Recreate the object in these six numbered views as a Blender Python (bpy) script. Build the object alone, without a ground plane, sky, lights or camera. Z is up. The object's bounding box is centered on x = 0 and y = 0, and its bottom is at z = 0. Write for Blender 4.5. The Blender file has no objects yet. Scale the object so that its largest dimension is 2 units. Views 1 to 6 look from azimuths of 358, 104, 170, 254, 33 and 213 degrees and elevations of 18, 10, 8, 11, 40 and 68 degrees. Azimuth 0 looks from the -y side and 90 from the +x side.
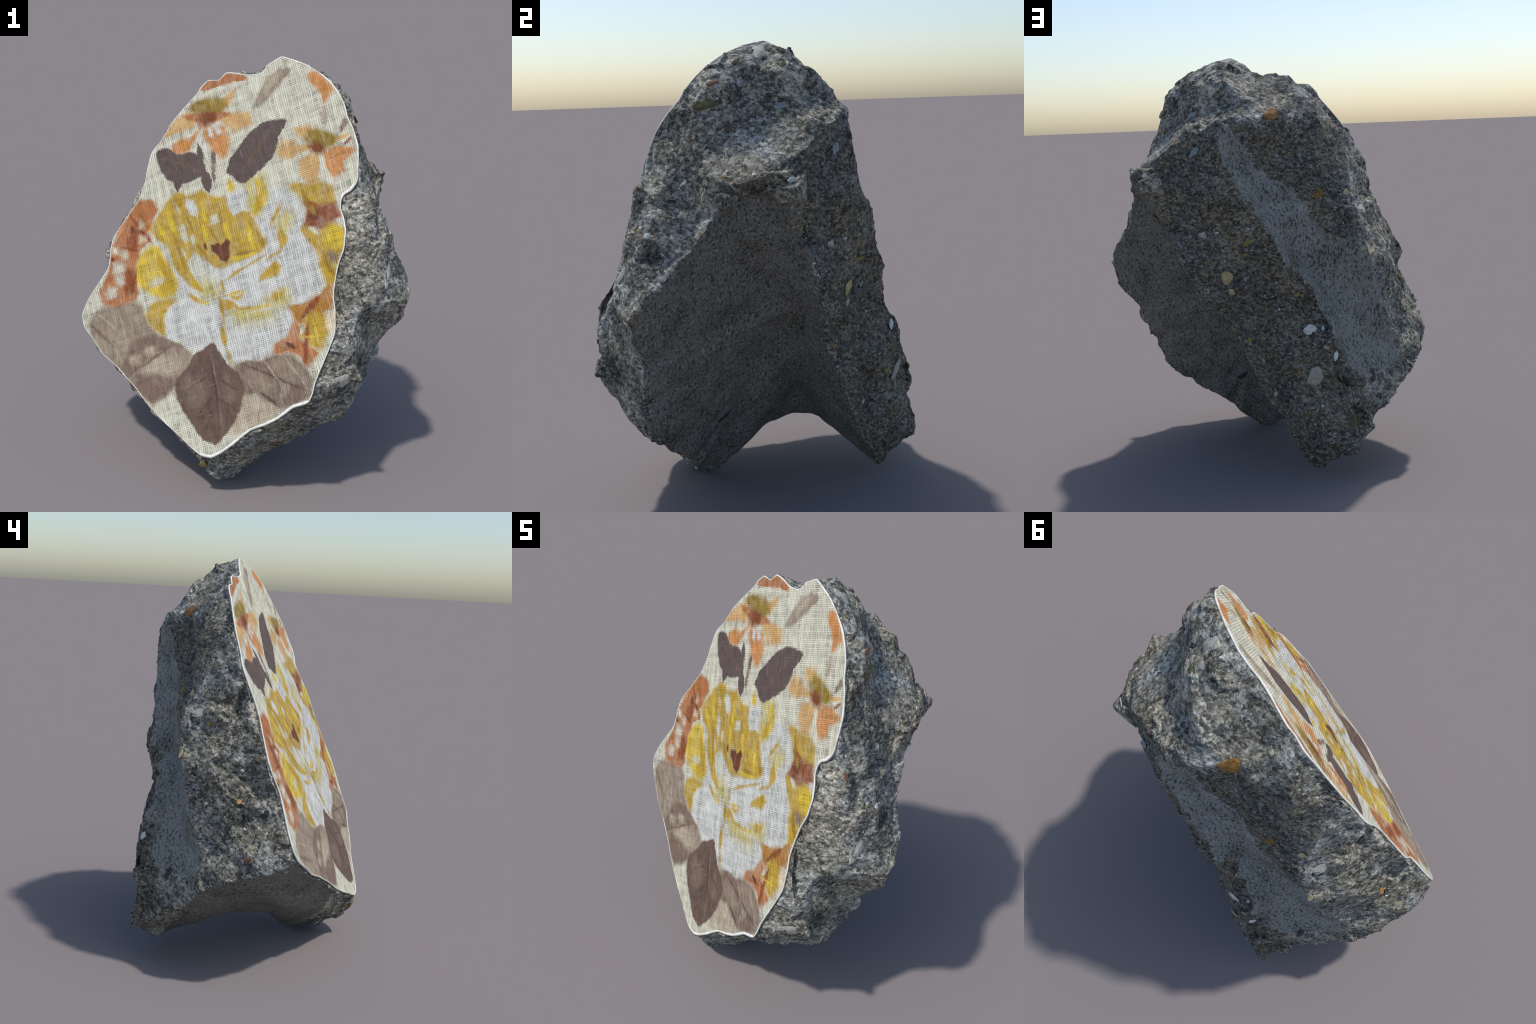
"""A chunk of broken granite with one flat face that carries a printed floral cloth.

The stone is built from control points along its crests, hollows and feet; they are
joined into facets round one inner point, refined, smoothed a little and roughened.
The flat face is a thin plate cut to an outline, with a pale plaster lip round it.
"""
import bpy, bmesh, math, random
import numpy as np
from mathutils import Vector, noise, Matrix
from mathutils.bvhtree import BVHTree

random.seed(7)
noise.seed_set(7)
rng = np.random.default_rng(7)

# ------------------------------------------------------------------ frame of the flat face
FACE_O = np.array((-0.0064, -0.1785, 1.2111))
FACE_N = np.array((-0.46012, -0.80141, 0.38215))      # outward
FACE_X = np.array((0.86723, -0.49791, 0.0))           # along its width
FACE_Y = np.array((0.19028, 0.33141, 0.92410))        # up the slope
HEART = np.array((-0.05, 0.06, 1.06))                   # inner point of the stone


def on_face(s, t, d=0.0):
    return FACE_O + s * FACE_X + t * FACE_Y + d * FACE_N


# outline of the flat face, clockwise from the peak (width, height)
OUTLINE = [
    (0.005, 0.853), (0.062, 0.846), (0.137, 0.829), (0.218, 0.795), (0.285, 0.758), (0.342, 0.706), (0.384, 0.650), (0.407, 0.604),
    (0.449, 0.549), (0.486, 0.483), (0.505, 0.414), (0.520, 0.339), (0.519, 0.304), (0.502, 0.269), (0.474, 0.244), (0.467, 0.219),
    (0.473, 0.185), (0.498, 0.142), (0.521, 0.087), (0.531, 0.003), (0.522, -0.063), (0.523, -0.132), (0.533, -0.212), (0.555, -0.271),
    (0.576, -0.365), (0.565, -0.448), (0.553, -0.514), (0.538, -0.592), (0.536, -0.650), (0.524, -0.697), (0.464, -0.733), (0.408, -0.794),
    (0.355, -0.840), (0.282, -0.887), (0.216, -0.967), (0.163, -1.024), (0.118, -1.060), (0.063, -1.064), (0.009, -1.046), (-0.064, -1.012),
    (-0.153, -0.975), (-0.264, -0.921), (-0.355, -0.859), (-0.436, -0.815), (-0.501, -0.780), (-0.618, -0.730), (-0.691, -0.672), (-0.753, -0.626),
    (-0.778, -0.569), (-0.762, -0.485), (-0.718, -0.384), (-0.688, -0.305), (-0.702, -0.201), (-0.697, -0.147), (-0.638, -0.018), (-0.603, 0.055),
    (-0.590, 0.146), (-0.596, 0.224), (-0.591, 0.305), (-0.551, 0.370), (-0.515, 0.466), (-0.468, 0.544), (-0.408, 0.630), (-0.398, 0.660),
    (-0.364, 0.701), (-0.303, 0.708), (-0.274, 0.748), (-0.214, 0.752), (-0.149, 0.749), (-0.085, 0.764), (-0.049, 0.815),
]

# control points of the stone, by region
STONE = {
    "channel_side": [
        (0.293, 0.486, 1.548), (0.583, -0.078, 1.539), (0.205, 0.450, 1.500), (0.569, 0.313, 1.492), (0.262, 0.498, 1.490),
        (0.636, 0.176, 1.487), (0.622, -0.012, 1.482), (0.638, 0.245, 1.476), (0.677, -0.002, 1.475), (0.615, 0.304, 1.457),
        (0.671, 0.078, 1.452), (0.682, 0.133, 1.451), (0.318, 0.480, 1.448), (0.227, 0.501, 1.426), (0.680, 0.101, 1.422),
        (0.505, 0.349, 1.397), (0.676, 0.048, 1.384), (0.558, 0.343, 1.384), (0.610, -0.244, 1.382), (0.319, 0.480, 1.375),
        (0.522, 0.337, 1.353), (0.604, 0.283, 1.335), (0.639, -0.065, 1.334), (0.656, -0.251, 1.327), (0.675, 0.014, 1.325),
        (0.530, 0.200, 1.270), (0.660, -0.306, 1.269), (0.577, 0.071, 1.259), (0.689, -0.259, 1.252), (0.590, 0.080, 1.250),
        (0.546, 0.295, 1.250), (0.692, -0.035, 1.240), (0.560, 0.090, 1.240), (0.311, 0.455, 1.189), (0.702, -0.090, 1.182),
        (0.708, -0.289, 1.177), (0.368, 0.399, 1.176), (0.697, -0.190, 1.170), (0.460, 0.200, 1.150), (0.508, 0.358, 1.134),
        (0.740, -0.136, 1.124), (0.440, 0.104, 1.117), (0.670, -0.396, 1.082), (0.778, -0.178, 1.057), (0.460, 0.020, 1.050),
        (0.331, 0.437, 1.049), (0.385, 0.220, 1.030), (0.795, -0.240, 1.025), (0.470, 0.362, 1.019), (0.274, 0.456, 0.976),
        (0.345, 0.100, 0.975), (0.360, 0.234, 0.965), (0.797, -0.318, 0.941), (0.255, 0.444, 0.909), (0.275, 0.210, 0.880),
        (0.597, -0.162, 0.874), (0.735, -0.265, 0.868), (0.365, 0.386, 0.863), (0.310, 0.000, 0.850), (0.763, -0.308, 0.836),
        (0.260, 0.377, 0.817), (0.730, -0.312, 0.814), (0.318, -0.002, 0.783), (0.714, -0.292, 0.780), (0.270, 0.360, 0.750),
        (0.678, -0.301, 0.738), (0.246, 0.376, 0.719), (0.632, -0.355, 0.716), (0.663, -0.309, 0.658), (0.546, -0.525, 0.650),
        (0.209, 0.382, 0.635), (0.545, -0.497, 0.620), (0.623, -0.322, 0.608), (0.435, -0.190, 0.595), (0.615, -0.328, 0.566),
        (0.596, -0.375, 0.530), (0.540, -0.460, 0.468), (0.524, -0.427, 0.444), (0.388, -0.532, 0.442), (0.556, -0.355, 0.421),
    ],
    "summit": [
        (0.301, 0.207, 1.897), (0.205, 0.274, 1.894), (0.216, 0.319, 1.867), (0.345, 0.200, 1.860), (0.345, 0.195, 1.826),
        (0.435, 0.066, 1.821), (0.135, 0.326, 1.820), (0.137, 0.376, 1.793), (0.325, 0.260, 1.777), (0.175, 0.395, 1.761),
        (0.230, 0.360, 1.760), (0.142, 0.408, 1.745), (0.377, 0.215, 1.729), (0.017, 0.372, 1.723), (0.095, 0.410, 1.710),
        (0.313, 0.352, 1.710), (0.240, 0.432, 1.708), (0.289, 0.442, 1.703), (0.156, 0.448, 1.699), (-0.200, 0.355, 1.673),
        (0.381, 0.363, 1.671), (0.337, 0.430, 1.670), (0.269, 0.459, 1.667), (0.423, 0.379, 1.662), (0.171, 0.441, 1.657),
        (0.368, 0.392, 1.653), (0.223, 0.465, 1.643), (0.495, 0.020, 1.636), (0.353, 0.426, 1.630), (0.295, 0.476, 1.618),
        (0.451, 0.354, 1.612), (0.006, 0.398, 1.607), (0.298, 0.477, 1.585), (0.499, 0.353, 1.585), (-0.046, 0.400, 1.571),
        (0.335, 0.478, 1.560), (0.398, 0.433, 1.557),
    ],
    "back": [
        (0.006, 0.394, 1.529), (0.155, 0.470, 1.400), (0.198, 0.507, 1.383), (-0.322, 0.410, 1.360), (-0.172, 0.445, 1.341),
        (0.176, 0.516, 1.335), (0.152, 0.528, 1.290), (0.095, 0.475, 1.280), (-0.392, 0.399, 1.260), (-0.326, 0.466, 1.254),
        (-0.030, 0.455, 1.250), (0.103, 0.530, 1.222), (-0.345, 0.474, 1.220), (0.077, 0.548, 1.175), (0.121, 0.535, 1.154),
        (0.010, 0.468, 1.150), (0.175, 0.503, 1.142), (-0.380, 0.483, 1.121), (0.176, 0.524, 1.109), (0.135, 0.555, 1.103),
        (0.050, 0.552, 1.100), (0.197, 0.492, 1.083), (0.095, 0.574, 1.079), (-0.403, 0.487, 1.067), (-0.070, 0.445, 1.050),
        (0.000, 0.565, 1.035), (0.054, 0.572, 1.030), (-0.220, 0.450, 1.020), (0.029, 0.568, 1.002), (-0.420, 0.477, 0.995),
        (-0.511, 0.417, 0.990), (-0.140, 0.448, 0.970), (-0.025, 0.538, 0.953), (-0.085, 0.545, 0.942), (-0.290, 0.435, 0.920),
        (-0.037, 0.547, 0.894), (-0.118, 0.550, 0.890), (-0.210, 0.450, 0.880), (-0.450, 0.462, 0.860), (-0.359, 0.432, 0.856),
        (-0.473, 0.427, 0.846), (-0.108, 0.544, 0.828), (-0.145, 0.555, 0.820), (-0.270, 0.462, 0.790), (0.175, 0.425, 0.781),
        (-0.480, 0.452, 0.760), (-0.172, 0.580, 0.755), (-0.148, 0.575, 0.733), (-0.082, 0.587, 0.732), (-0.188, 0.610, 0.720),
        (-0.330, 0.452, 0.710), (-0.097, 0.611, 0.699), (-0.490, 0.440, 0.680), (0.182, 0.450, 0.677), (-0.384, 0.449, 0.652),
        (-0.157, 0.615, 0.648), (0.114, 0.471, 0.640), (-0.140, 0.634, 0.613), (-0.195, 0.619, 0.607), (-0.559, 0.392, 0.602),
        (0.030, 0.547, 0.571), (0.174, 0.408, 0.534), (-0.034, 0.570, 0.530), (-0.196, 0.653, 0.523), (-0.099, 0.608, 0.505),
        (-0.216, 0.639, 0.495), (-0.222, 0.646, 0.488), (-0.395, 0.517, 0.476), (0.012, 0.507, 0.472), (-0.603, 0.421, 0.436),
    ],
    "feet": [
        (0.067, 0.472, 0.409), (-0.239, 0.668, 0.403), (-0.462, -0.247, 0.389), (0.106, 0.434, 0.388), (0.484, -0.438, 0.388),
        (0.126, -0.605, 0.383), (-0.550, 0.446, 0.380), (0.000, 0.050, 0.380), (0.520, -0.390, 0.373), (0.133, -0.577, 0.369),
        (0.091, -0.101, 0.364), (-0.530, 0.020, 0.360), (0.332, -0.464, 0.355), (0.505, -0.357, 0.350), (-0.242, 0.648, 0.350),
        (-0.285, 0.580, 0.345), (0.043, 0.459, 0.339), (-0.068, 0.605, 0.336), (-0.500, 0.300, 0.335), (-0.470, 0.150, 0.335),
        (0.145, -0.151, 0.331), (-0.395, -0.313, 0.331), (0.469, -0.385, 0.331), (-0.480, 0.492, 0.325), (0.200, -0.190, 0.321),
        (-0.344, 0.575, 0.317), (-0.170, 0.150, 0.310), (-0.286, 0.604, 0.309), (0.448, -0.334, 0.306), (-0.255, 0.656, 0.295),
        (0.111, -0.541, 0.286), (0.415, -0.336, 0.284), (0.029, 0.450, 0.283), (-0.402, 0.540, 0.281), (-0.308, -0.387, 0.281),
        (-0.440, -0.100, 0.280), (-0.390, 0.030, 0.275), (0.150, -0.500, 0.275), (-0.108, 0.622, 0.270), (-0.267, 0.672, 0.256),
        (-0.238, -0.443, 0.247), (0.357, -0.324, 0.246), (-0.365, 0.590, 0.240), (-0.400, 0.360, 0.240), (-0.337, -0.204, 0.232),
        (-0.284, -0.381, 0.229), (0.324, -0.347, 0.225), (-0.181, -0.491, 0.215), (0.300, -0.295, 0.210), (0.004, 0.472, 0.209),
        (-0.271, 0.138, 0.207), (0.261, -0.377, 0.206), (-0.190, 0.645, 0.205), (-0.264, 0.059, 0.203), (-0.081, -0.554, 0.202),
        (-0.135, -0.526, 0.198), (-0.298, 0.640, 0.197), (-0.272, 0.204, 0.195), (-0.254, 0.236, 0.190), (-0.251, -0.373, 0.188),
        (0.239, -0.266, 0.175), (-0.019, 0.483, 0.174), (-0.144, -0.543, 0.174), (-0.201, -0.031, 0.170), (-0.177, 0.626, 0.170),
        (-0.287, 0.677, 0.168), (-0.162, -0.468, 0.158), (-0.224, 0.279, 0.157), (-0.252, 0.678, 0.149), (-0.213, 0.623, 0.130),
        (-0.135, -0.530, 0.128), (0.187, -0.305, 0.127), (-0.025, -0.497, 0.114), (-0.046, 0.518, 0.112), (-0.145, -0.108, 0.101),
        (0.150, -0.268, 0.100), (-0.153, 0.396, 0.095), (-0.082, 0.545, 0.075), (-0.120, -0.300, 0.075), (-0.063, -0.501, 0.067),
        (-0.051, -0.465, 0.063), (-0.077, -0.163, 0.052), (0.095, -0.296, 0.040), (-0.120, 0.510, 0.038), (-0.027, -0.214, 0.026),
        (-0.026, -0.404, 0.024), (-0.004, -0.359, 0.016), (0.034, -0.283, 0.000),
    ],
    "left_side": [
        (-0.103, 0.377, 1.524), (-0.433, 0.354, 1.217), (-0.473, 0.372, 1.119), (-0.563, 0.285, 1.052), (-0.545, 0.372, 0.953),
        (-0.631, 0.244, 0.886), (-0.628, 0.242, 0.872), (0.200, 0.088, 0.776), (0.190, 0.205, 0.765), (-0.616, 0.278, 0.764),
        (-0.716, 0.197, 0.687), (-0.601, 0.325, 0.678), (0.150, 0.030, 0.660), (0.105, 0.190, 0.640), (-0.738, 0.221, 0.638),
        (-0.755, 0.197, 0.555), (-0.733, 0.250, 0.537), (0.020, 0.170, 0.530), (-0.716, 0.306, 0.527), (0.150, -0.040, 0.520),
        (-0.692, 0.347, 0.505), (0.065, 0.040, 0.500), (-0.647, 0.379, 0.479), (0.004, 0.067, 0.476), (-0.630, 0.170, 0.435),
        (-0.090, 0.150, 0.420),
    ],
    "shoulder_left": [
        (0.193, 0.224, 1.944), (-0.305, 0.261, 1.664), (-0.346, 0.271, 1.636), (-0.463, 0.241, 1.395), (-0.430, 0.193, 1.359),
        (-0.435, 0.309, 1.328), (-0.455, 0.240, 1.285), (-0.478, 0.314, 1.283), (-0.480, 0.272, 1.203), (-0.686, 0.105, 1.000),
        (-0.573, 0.243, 0.999), (-0.652, 0.100, 0.925), (-0.677, 0.129, 0.832), (-0.640, 0.174, 0.814), (-0.746, 0.087, 0.747),
        (-0.767, 0.046, 0.723), (-0.777, 0.066, 0.665), (-0.796, 0.051, 0.650), (-0.796, 0.063, 0.607), (-0.765, 0.031, 0.606),
        (-0.790, 0.135, 0.579), (-0.719, -0.017, 0.562), (-0.700, -0.085, 0.535), (-0.665, -0.073, 0.508), (-0.573, -0.149, 0.461),
        (-0.524, -0.192, 0.429),
    ],
    "shoulder_right": [
        (0.214, 0.160, 1.975), (0.279, 0.107, 1.949), (0.267, 0.187, 1.932), (0.385, 0.037, 1.909), (0.430, -0.054, 1.885),
        (0.476, -0.034, 1.825), (0.476, 0.015, 1.813), (0.500, -0.063, 1.743), (0.513, -0.203, 1.682), (0.530, -0.166, 1.638),
        (0.538, -0.110, 1.628), (0.560, -0.124, 1.592), (0.575, -0.343, 1.421), (0.605, -0.370, 1.300), (0.650, -0.360, 1.240),
        (0.549, -0.483, 0.955), (0.430, -0.570, 0.932), (0.494, -0.586, 0.827), (0.516, -0.577, 0.774), (0.520, -0.571, 0.729),
        (0.464, -0.595, 0.645), (0.555, -0.575, 0.640), (0.342, -0.666, 0.579), (0.368, -0.624, 0.518), (0.306, -0.559, 0.430),
    ],
}

# printed flowers and leaves: ink, soft edge, outline on the face
PRINT = [
    ("leaf_between", "taupe", 0.012, [(0.114, -0.626), (0.186, -0.590), (0.233, -0.669), (0.262, -0.732), (0.215, -0.756), (0.181, -0.729)]),
    ("left_taupe_leaf", "taupe", 0.008, [(-0.731, -0.591), (-0.679, -0.518), (-0.593, -0.483), (-0.515, -0.454), (-0.423, -0.454), (-0.390, -0.530), (-0.323, -0.566), (-0.257, -0.589), (-0.153, -0.596), (-0.098, -0.615), (-0.108, -0.710), (-0.153, -0.783), (-0.197, -0.862), (-0.263, -0.892), (-0.343, -0.875), (-0.435, -0.821), (-0.519, -0.771), (-0.621, -0.718), (-0.712, -0.640)]),
    ("left_leaf_shade", "brown_taupe", 0.010, [(-0.429, -0.622), (-0.347, -0.590), (-0.261, -0.577), (-0.197, -0.594), (-0.217, -0.630), (-0.299, -0.655), (-0.345, -0.704), (-0.382, -0.764), (-0.413, -0.816), (-0.477, -0.781), (-0.451, -0.710)]),
    ("left_leaf_spot", "pale_taupe", 0.008, [(-0.362, -0.645), (-0.319, -0.635), (-0.304, -0.663), (-0.336, -0.683), (-0.366, -0.671)]),
    ("left_leaf_spot", "pale_taupe", 0.008, [(-0.442, -0.714), (-0.386, -0.695), (-0.369, -0.729), (-0.417, -0.747)]),
    ("left_leaf_glow", "pale_taupe", 0.014, [(-0.350, -0.743), (-0.292, -0.679), (-0.221, -0.669), (-0.158, -0.685), (-0.187, -0.741), (-0.261, -0.766), (-0.317, -0.805)]),
    ("left_leaf_tip", "brown_taupe", 0.010, [(-0.375, -0.794), (-0.293, -0.762), (-0.221, -0.756), (-0.159, -0.766), (-0.164, -0.804), (-0.190, -0.842), (-0.246, -0.907), (-0.303, -0.890), (-0.365, -0.855)]),
    ("right_taupe_leaf", "brown_taupe", 0.008, [(0.138, -0.590), (0.248, -0.573), (0.303, -0.527), (0.375, -0.503), (0.436, -0.519), (0.481, -0.549), (0.529, -0.589), (0.536, -0.657), (0.498, -0.695), (0.407, -0.761), (0.352, -0.750), (0.305, -0.745), (0.264, -0.714), (0.209, -0.734), (0.159, -0.669)]),
    ("right_leaf_glow", "taupe", 0.014, [(0.294, -0.571), (0.362, -0.531), (0.430, -0.544), (0.470, -0.581), (0.410, -0.595), (0.344, -0.588)]),
    ("right_leaf_glow", "taupe", 0.014, [(0.196, -0.630), (0.288, -0.625), (0.338, -0.666), (0.306, -0.698), (0.236, -0.680)]),
    ("under_leaf", "pale_taupe", 0.014, [(0.181, -0.753), (0.284, -0.739), (0.384, -0.748), (0.397, -0.774), (0.376, -0.820), (0.322, -0.864), (0.252, -0.901), (0.199, -0.927), (0.174, -0.910), (0.195, -0.833)]),
    ("large_brown_leaf", "leaf_brown", 0.006, [(-0.010, -0.524), (0.032, -0.578), (0.091, -0.619), (0.162, -0.656), (0.209, -0.705), (0.209, -0.770), (0.207, -0.830), (0.184, -0.896), (0.161, -0.938), (0.135, -0.996), (0.065, -0.994), (0.016, -0.966), (-0.026, -0.928), (-0.074, -0.895), (-0.114, -0.854), (-0.147, -0.813), (-0.158, -0.760), (-0.130, -0.716), (-0.105, -0.672), (-0.094, -0.620), (-0.045, -0.578)]),
    ("leaf_vein", "leaf_dark", 0.008, [(-0.006, -0.618), (0.014, -0.613), (0.072, -0.757), (0.121, -0.865), (0.114, -0.891), (0.071, -0.794), (0.030, -0.701)]),
    ("leaf_patch", "leaf_light", 0.014, [(-0.098, -0.726), (-0.013, -0.724), (0.020, -0.795), (-0.005, -0.862), (-0.067, -0.841), (-0.109, -0.791)]),
    ("leaf_patch", "leaf_light", 0.014, [(0.090, -0.668), (0.147, -0.702), (0.168, -0.757), (0.145, -0.799), (0.108, -0.736)]),
    ("leaf_vein", "leaf_light", 0.006, [(-0.006, -0.593), (0.088, -0.777)], 0.0078),
    ("leaf_vein", "leaf_dark", 0.006, [(0.072, -0.757), (0.011, -0.870)], 0.0104),
    ("leaf_vein", "leaf_dark", 0.006, [(0.088, -0.789), (0.183, -0.813)], 0.0104),
    ("leaf_vein", "leaf_dark", 0.006, [(0.029, -0.671), (-0.069, -0.781)], 0.0104),
    ("leaf_vein", "leaf_dark", 0.006, [(0.064, -0.699), (0.181, -0.729)], 0.0104),
    ("leaf_vein", "leaf_light", 0.006, [(0.091, -0.801), (0.142, -0.919)], 0.0091),
    ("leaf_vein", "leaf_dark", 0.006, [(0.063, -0.880), (0.052, -0.968)], 0.0117),
    ("leaf_vein", "leaf_light", 0.008, [(-0.112, -0.779), (-0.022, -0.744)], 0.0117),
    ("leaf_vein", "brown_taupe", 0.007, [(-0.246, -0.631), (-0.394, -0.776)], 0.0143),
    ("leaf_vein", "pale_taupe", 0.006, [(-0.579, -0.506), (-0.512, -0.589)], 0.0078),
    ("leaf_vein", "pale_taupe", 0.006, [(-0.677, -0.553), (-0.560, -0.600)], 0.0078),
    ("leaf_vein", "pale_taupe", 0.006, [(-0.496, -0.495), (-0.414, -0.567)], 0.0078),
    ("leaf_vein", "brown_taupe", 0.007, [(-0.708, -0.613), (-0.561, -0.678)], 0.0195),
    ("leaf_vein", "leaf_dark", 0.007, [(0.183, -0.603), (0.511, -0.646)], 0.0104),
    ("leaf_vein", "pale_taupe", 0.006, [(0.273, -0.564), (0.355, -0.632)], 0.0078),
    ("leaf_vein", "pale_taupe", 0.006, [(0.368, -0.529), (0.477, -0.608)], 0.0078),
    ("leaf_vein", "leaf_dark", 0.007, [(0.282, -0.704), (0.390, -0.746)], 0.0143),
    ("leaf_vein", "taupe", 0.007, [(0.174, -0.647), (0.317, -0.742)], 0.0143),
    ("leaf_vein", "pale_taupe", 0.007, [(0.252, -0.794), (0.256, -0.864)], 0.0104),
    ("leaf_vein", "taupe", 0.008, [(0.300, -0.776), (0.309, -0.838)], 0.0104),
    ("bloom", "white", 0.006, [(-0.311, -0.475), (-0.274, -0.530), (-0.245, -0.593), (-0.181, -0.575), (-0.145, -0.601), (-0.078, -0.607), (-0.012, -0.524), (0.032, -0.572), (0.097, -0.620), (0.149, -0.598), (0.169, -0.573), (0.242, -0.571), (0.302, -0.518), (0.309, -0.469), (0.359, -0.410), (0.380, -0.361), (0.332, -0.298), (0.389, -0.271), (0.440, -0.243), (0.473, -0.183), (0.457, -0.134), (0.416, -0.094), (0.421, -0.046), (0.387, 0.001), (0.316, 0.030), (0.308, 0.113), (0.283, 0.163), (0.210, 0.218), (0.121, 0.229), (0.018, 0.207), (-0.171, 0.122), (-0.301, 0.063), (-0.361, -0.101), (-0.304, -0.257), (-0.257, -0.375)]),
    ("bloom_shade", "ivory", 0.014, [(0.033, -0.388), (0.151, -0.369), (0.263, -0.339), (0.320, -0.357), (0.280, -0.407), (0.170, -0.443), (0.070, -0.454)]),
    ("bloom_shade", "ivory", 0.014, [(-0.241, -0.163), (-0.196, -0.167), (-0.120, -0.209), (-0.060, -0.247), (-0.121, -0.284), (-0.192, -0.261), (-0.233, -0.218)]),
    ("petal_wash", "straw", 0.018, [(-0.045, 0.251), (0.053, 0.275), (0.103, 0.181), (0.075, 0.078), (0.013, 0.105)]),
    ("petal_wash", "straw", 0.018, [(-0.382, -0.355), (-0.282, -0.335), (-0.250, -0.399), (-0.338, -0.430)]),
    ("petal_wash", "straw", 0.018, [(0.196, -0.293), (0.296, -0.219), (0.337, -0.276), (0.258, -0.328)]),
    ("petal_wash", "straw", 0.020, [(0.017, -0.380), (0.097, -0.369), (0.224, -0.341), (0.257, -0.364), (0.108, -0.415)]),
    ("petal_wash", "straw", 0.018, [(-0.165, -0.281), (-0.069, -0.268), (-0.018, -0.325), (-0.118, -0.352)]),
    ("petal_wash", "straw", 0.018, [(0.160, 0.064), (0.209, 0.133), (0.254, 0.110), (0.228, 0.003)]),
    ("mustard_heart", "mustard", 0.007, [(-0.525, -0.071), (-0.473, -0.023), (-0.448, 0.052), (-0.394, 0.132), (-0.337, 0.115), (-0.252, 0.154), (-0.174, 0.134), (-0.114, 0.149), (-0.075, 0.105), (-0.047, 0.079), (0.025, 0.097), (0.072, 0.049), (0.110, 0.006), (0.156, -0.016), (0.142, -0.068), (0.086, -0.114), (0.007, -0.154), (-0.065, -0.202), (-0.119, -0.184), (-0.201, -0.149), (-0.252, -0.146), (-0.257, -0.210), (-0.271, -0.270), (-0.331, -0.211), (-0.401, -0.147), (-0.449, -0.110)]),
    ("heart_streak", "gold", 0.009, [(-0.428, 0.036), (-0.332, -0.096)], 0.0286),
    ("heart_streak", "gold", 0.009, [(-0.258, 0.108), (-0.192, 0.011)], 0.0286),
    ("heart_streak", "gold", 0.009, [(-0.095, 0.021), (-0.031, -0.062)], 0.0260),
    ("heart_streak", "gold", 0.009, [(0.022, 0.040), (0.095, -0.070)], 0.0260),
    ("heart_streak", "gold", 0.009, [(-0.210, -0.005), (-0.160, -0.085)], 0.0234),
    ("heart_streak", "gold", 0.009, [(-0.043, -0.151), (0.107, -0.092)], 0.0234),
    ("heart_streak", "gold", 0.009, [(-0.450, -0.052), (-0.370, -0.122)], 0.0234),
    ("heart_streak", "bronze", 0.008, [(-0.172, -0.011), (-0.107, -0.069)], 0.0143),
    ("heart_streak", "bronze", 0.009, [(0.089, 0.009), (0.147, -0.061)], 0.0195),
    ("heart_streak", "bronze", 0.008, [(-0.314, 0.029), (-0.244, -0.055)], 0.0143),
    ("heart_streak", "bronze", 0.008, [(-0.364, -0.063), (-0.274, -0.201)], 0.0169),
    ("heart_streak", "bronze", 0.009, [(-0.003, -0.119), (0.092, -0.083)], 0.0221),
    ("heart_streak", "bronze", 0.008, [(-0.229, -0.097), (-0.142, -0.151)], 0.0156),
    ("heart_streak", "bronze", 0.008, [(-0.141, 0.089), (-0.092, -0.016)], 0.0130),
    ("heart_streak", "bronze", 0.008, [(-0.353, 0.116), (-0.368, 0.037)], 0.0195),
    ("heart_streak", "ivory", 0.006, [(-0.269, 0.081), (-0.241, 0.015)], 0.0091),
    ("heart_streak", "ivory", 0.006, [(-0.393, 0.074), (-0.343, 0.024)], 0.0091),
    ("heart_streak", "ivory", 0.006, [(0.002, 0.240), (0.061, 0.143)], 0.0104),
    ("heart_streak", "mustard", 0.008, [(-0.255, 0.163), (-0.260, 0.073)], 0.0260),
    ("heart_streak", "mustard", 0.008, [(-0.352, 0.142), (-0.373, 0.055)], 0.0260),
    ("heart_streak", "ivory", 0.007, [(-0.291, -0.140), (-0.250, -0.183)], 0.0104),
    ("gap", "white", 0.006, [(-0.330, 0.101), (-0.289, 0.101), (-0.264, 0.060), (-0.261, 0.022), (-0.294, 0.036), (-0.322, 0.063)]),
    ("gap", "white", 0.006, [(-0.117, 0.159), (-0.062, 0.193), (-0.012, 0.188), (-0.008, 0.145), (-0.004, 0.102), (-0.033, 0.079), (-0.056, 0.062), (-0.086, 0.095)]),
    ("gap", "ivory", 0.006, [(-0.171, 0.039), (-0.147, 0.056), (-0.125, 0.028), (-0.141, 0.007), (-0.161, 0.003)]),
    ("gap", "ivory", 0.006, [(-0.330, -0.022), (-0.306, -0.028), (-0.267, -0.091), (-0.272, -0.114), (-0.304, -0.091)]),
    ("gap", "ivory", 0.006, [(-0.260, -0.077), (-0.244, -0.068), (-0.224, -0.102), (-0.236, -0.111)]),
    ("gap", "ivory", 0.006, [(-0.438, -0.125), (-0.396, -0.140), (-0.358, -0.165), (-0.322, -0.216), (-0.321, -0.235), (-0.363, -0.204), (-0.403, -0.167)]),
    ("gap", "white", 0.006, [(-0.314, -0.272), (-0.285, -0.272), (-0.255, -0.298), (-0.272, -0.318), (-0.301, -0.295)]),
    ("left_gold_petal", "gold", 0.007, [(-0.468, -0.153), (-0.422, -0.154), (-0.379, -0.201), (-0.330, -0.243), (-0.263, -0.312), (-0.265, -0.357), (-0.333, -0.394), (-0.409, -0.393), (-0.468, -0.373), (-0.511, -0.336), (-0.522, -0.293), (-0.522, -0.221)]),
    ("petal_shade", "mustard", 0.012, [(-0.430, -0.178), (-0.374, -0.219), (-0.325, -0.261), (-0.273, -0.315), (-0.277, -0.353), (-0.338, -0.378), (-0.374, -0.354), (-0.336, -0.302), (-0.392, -0.261)]),
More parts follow.
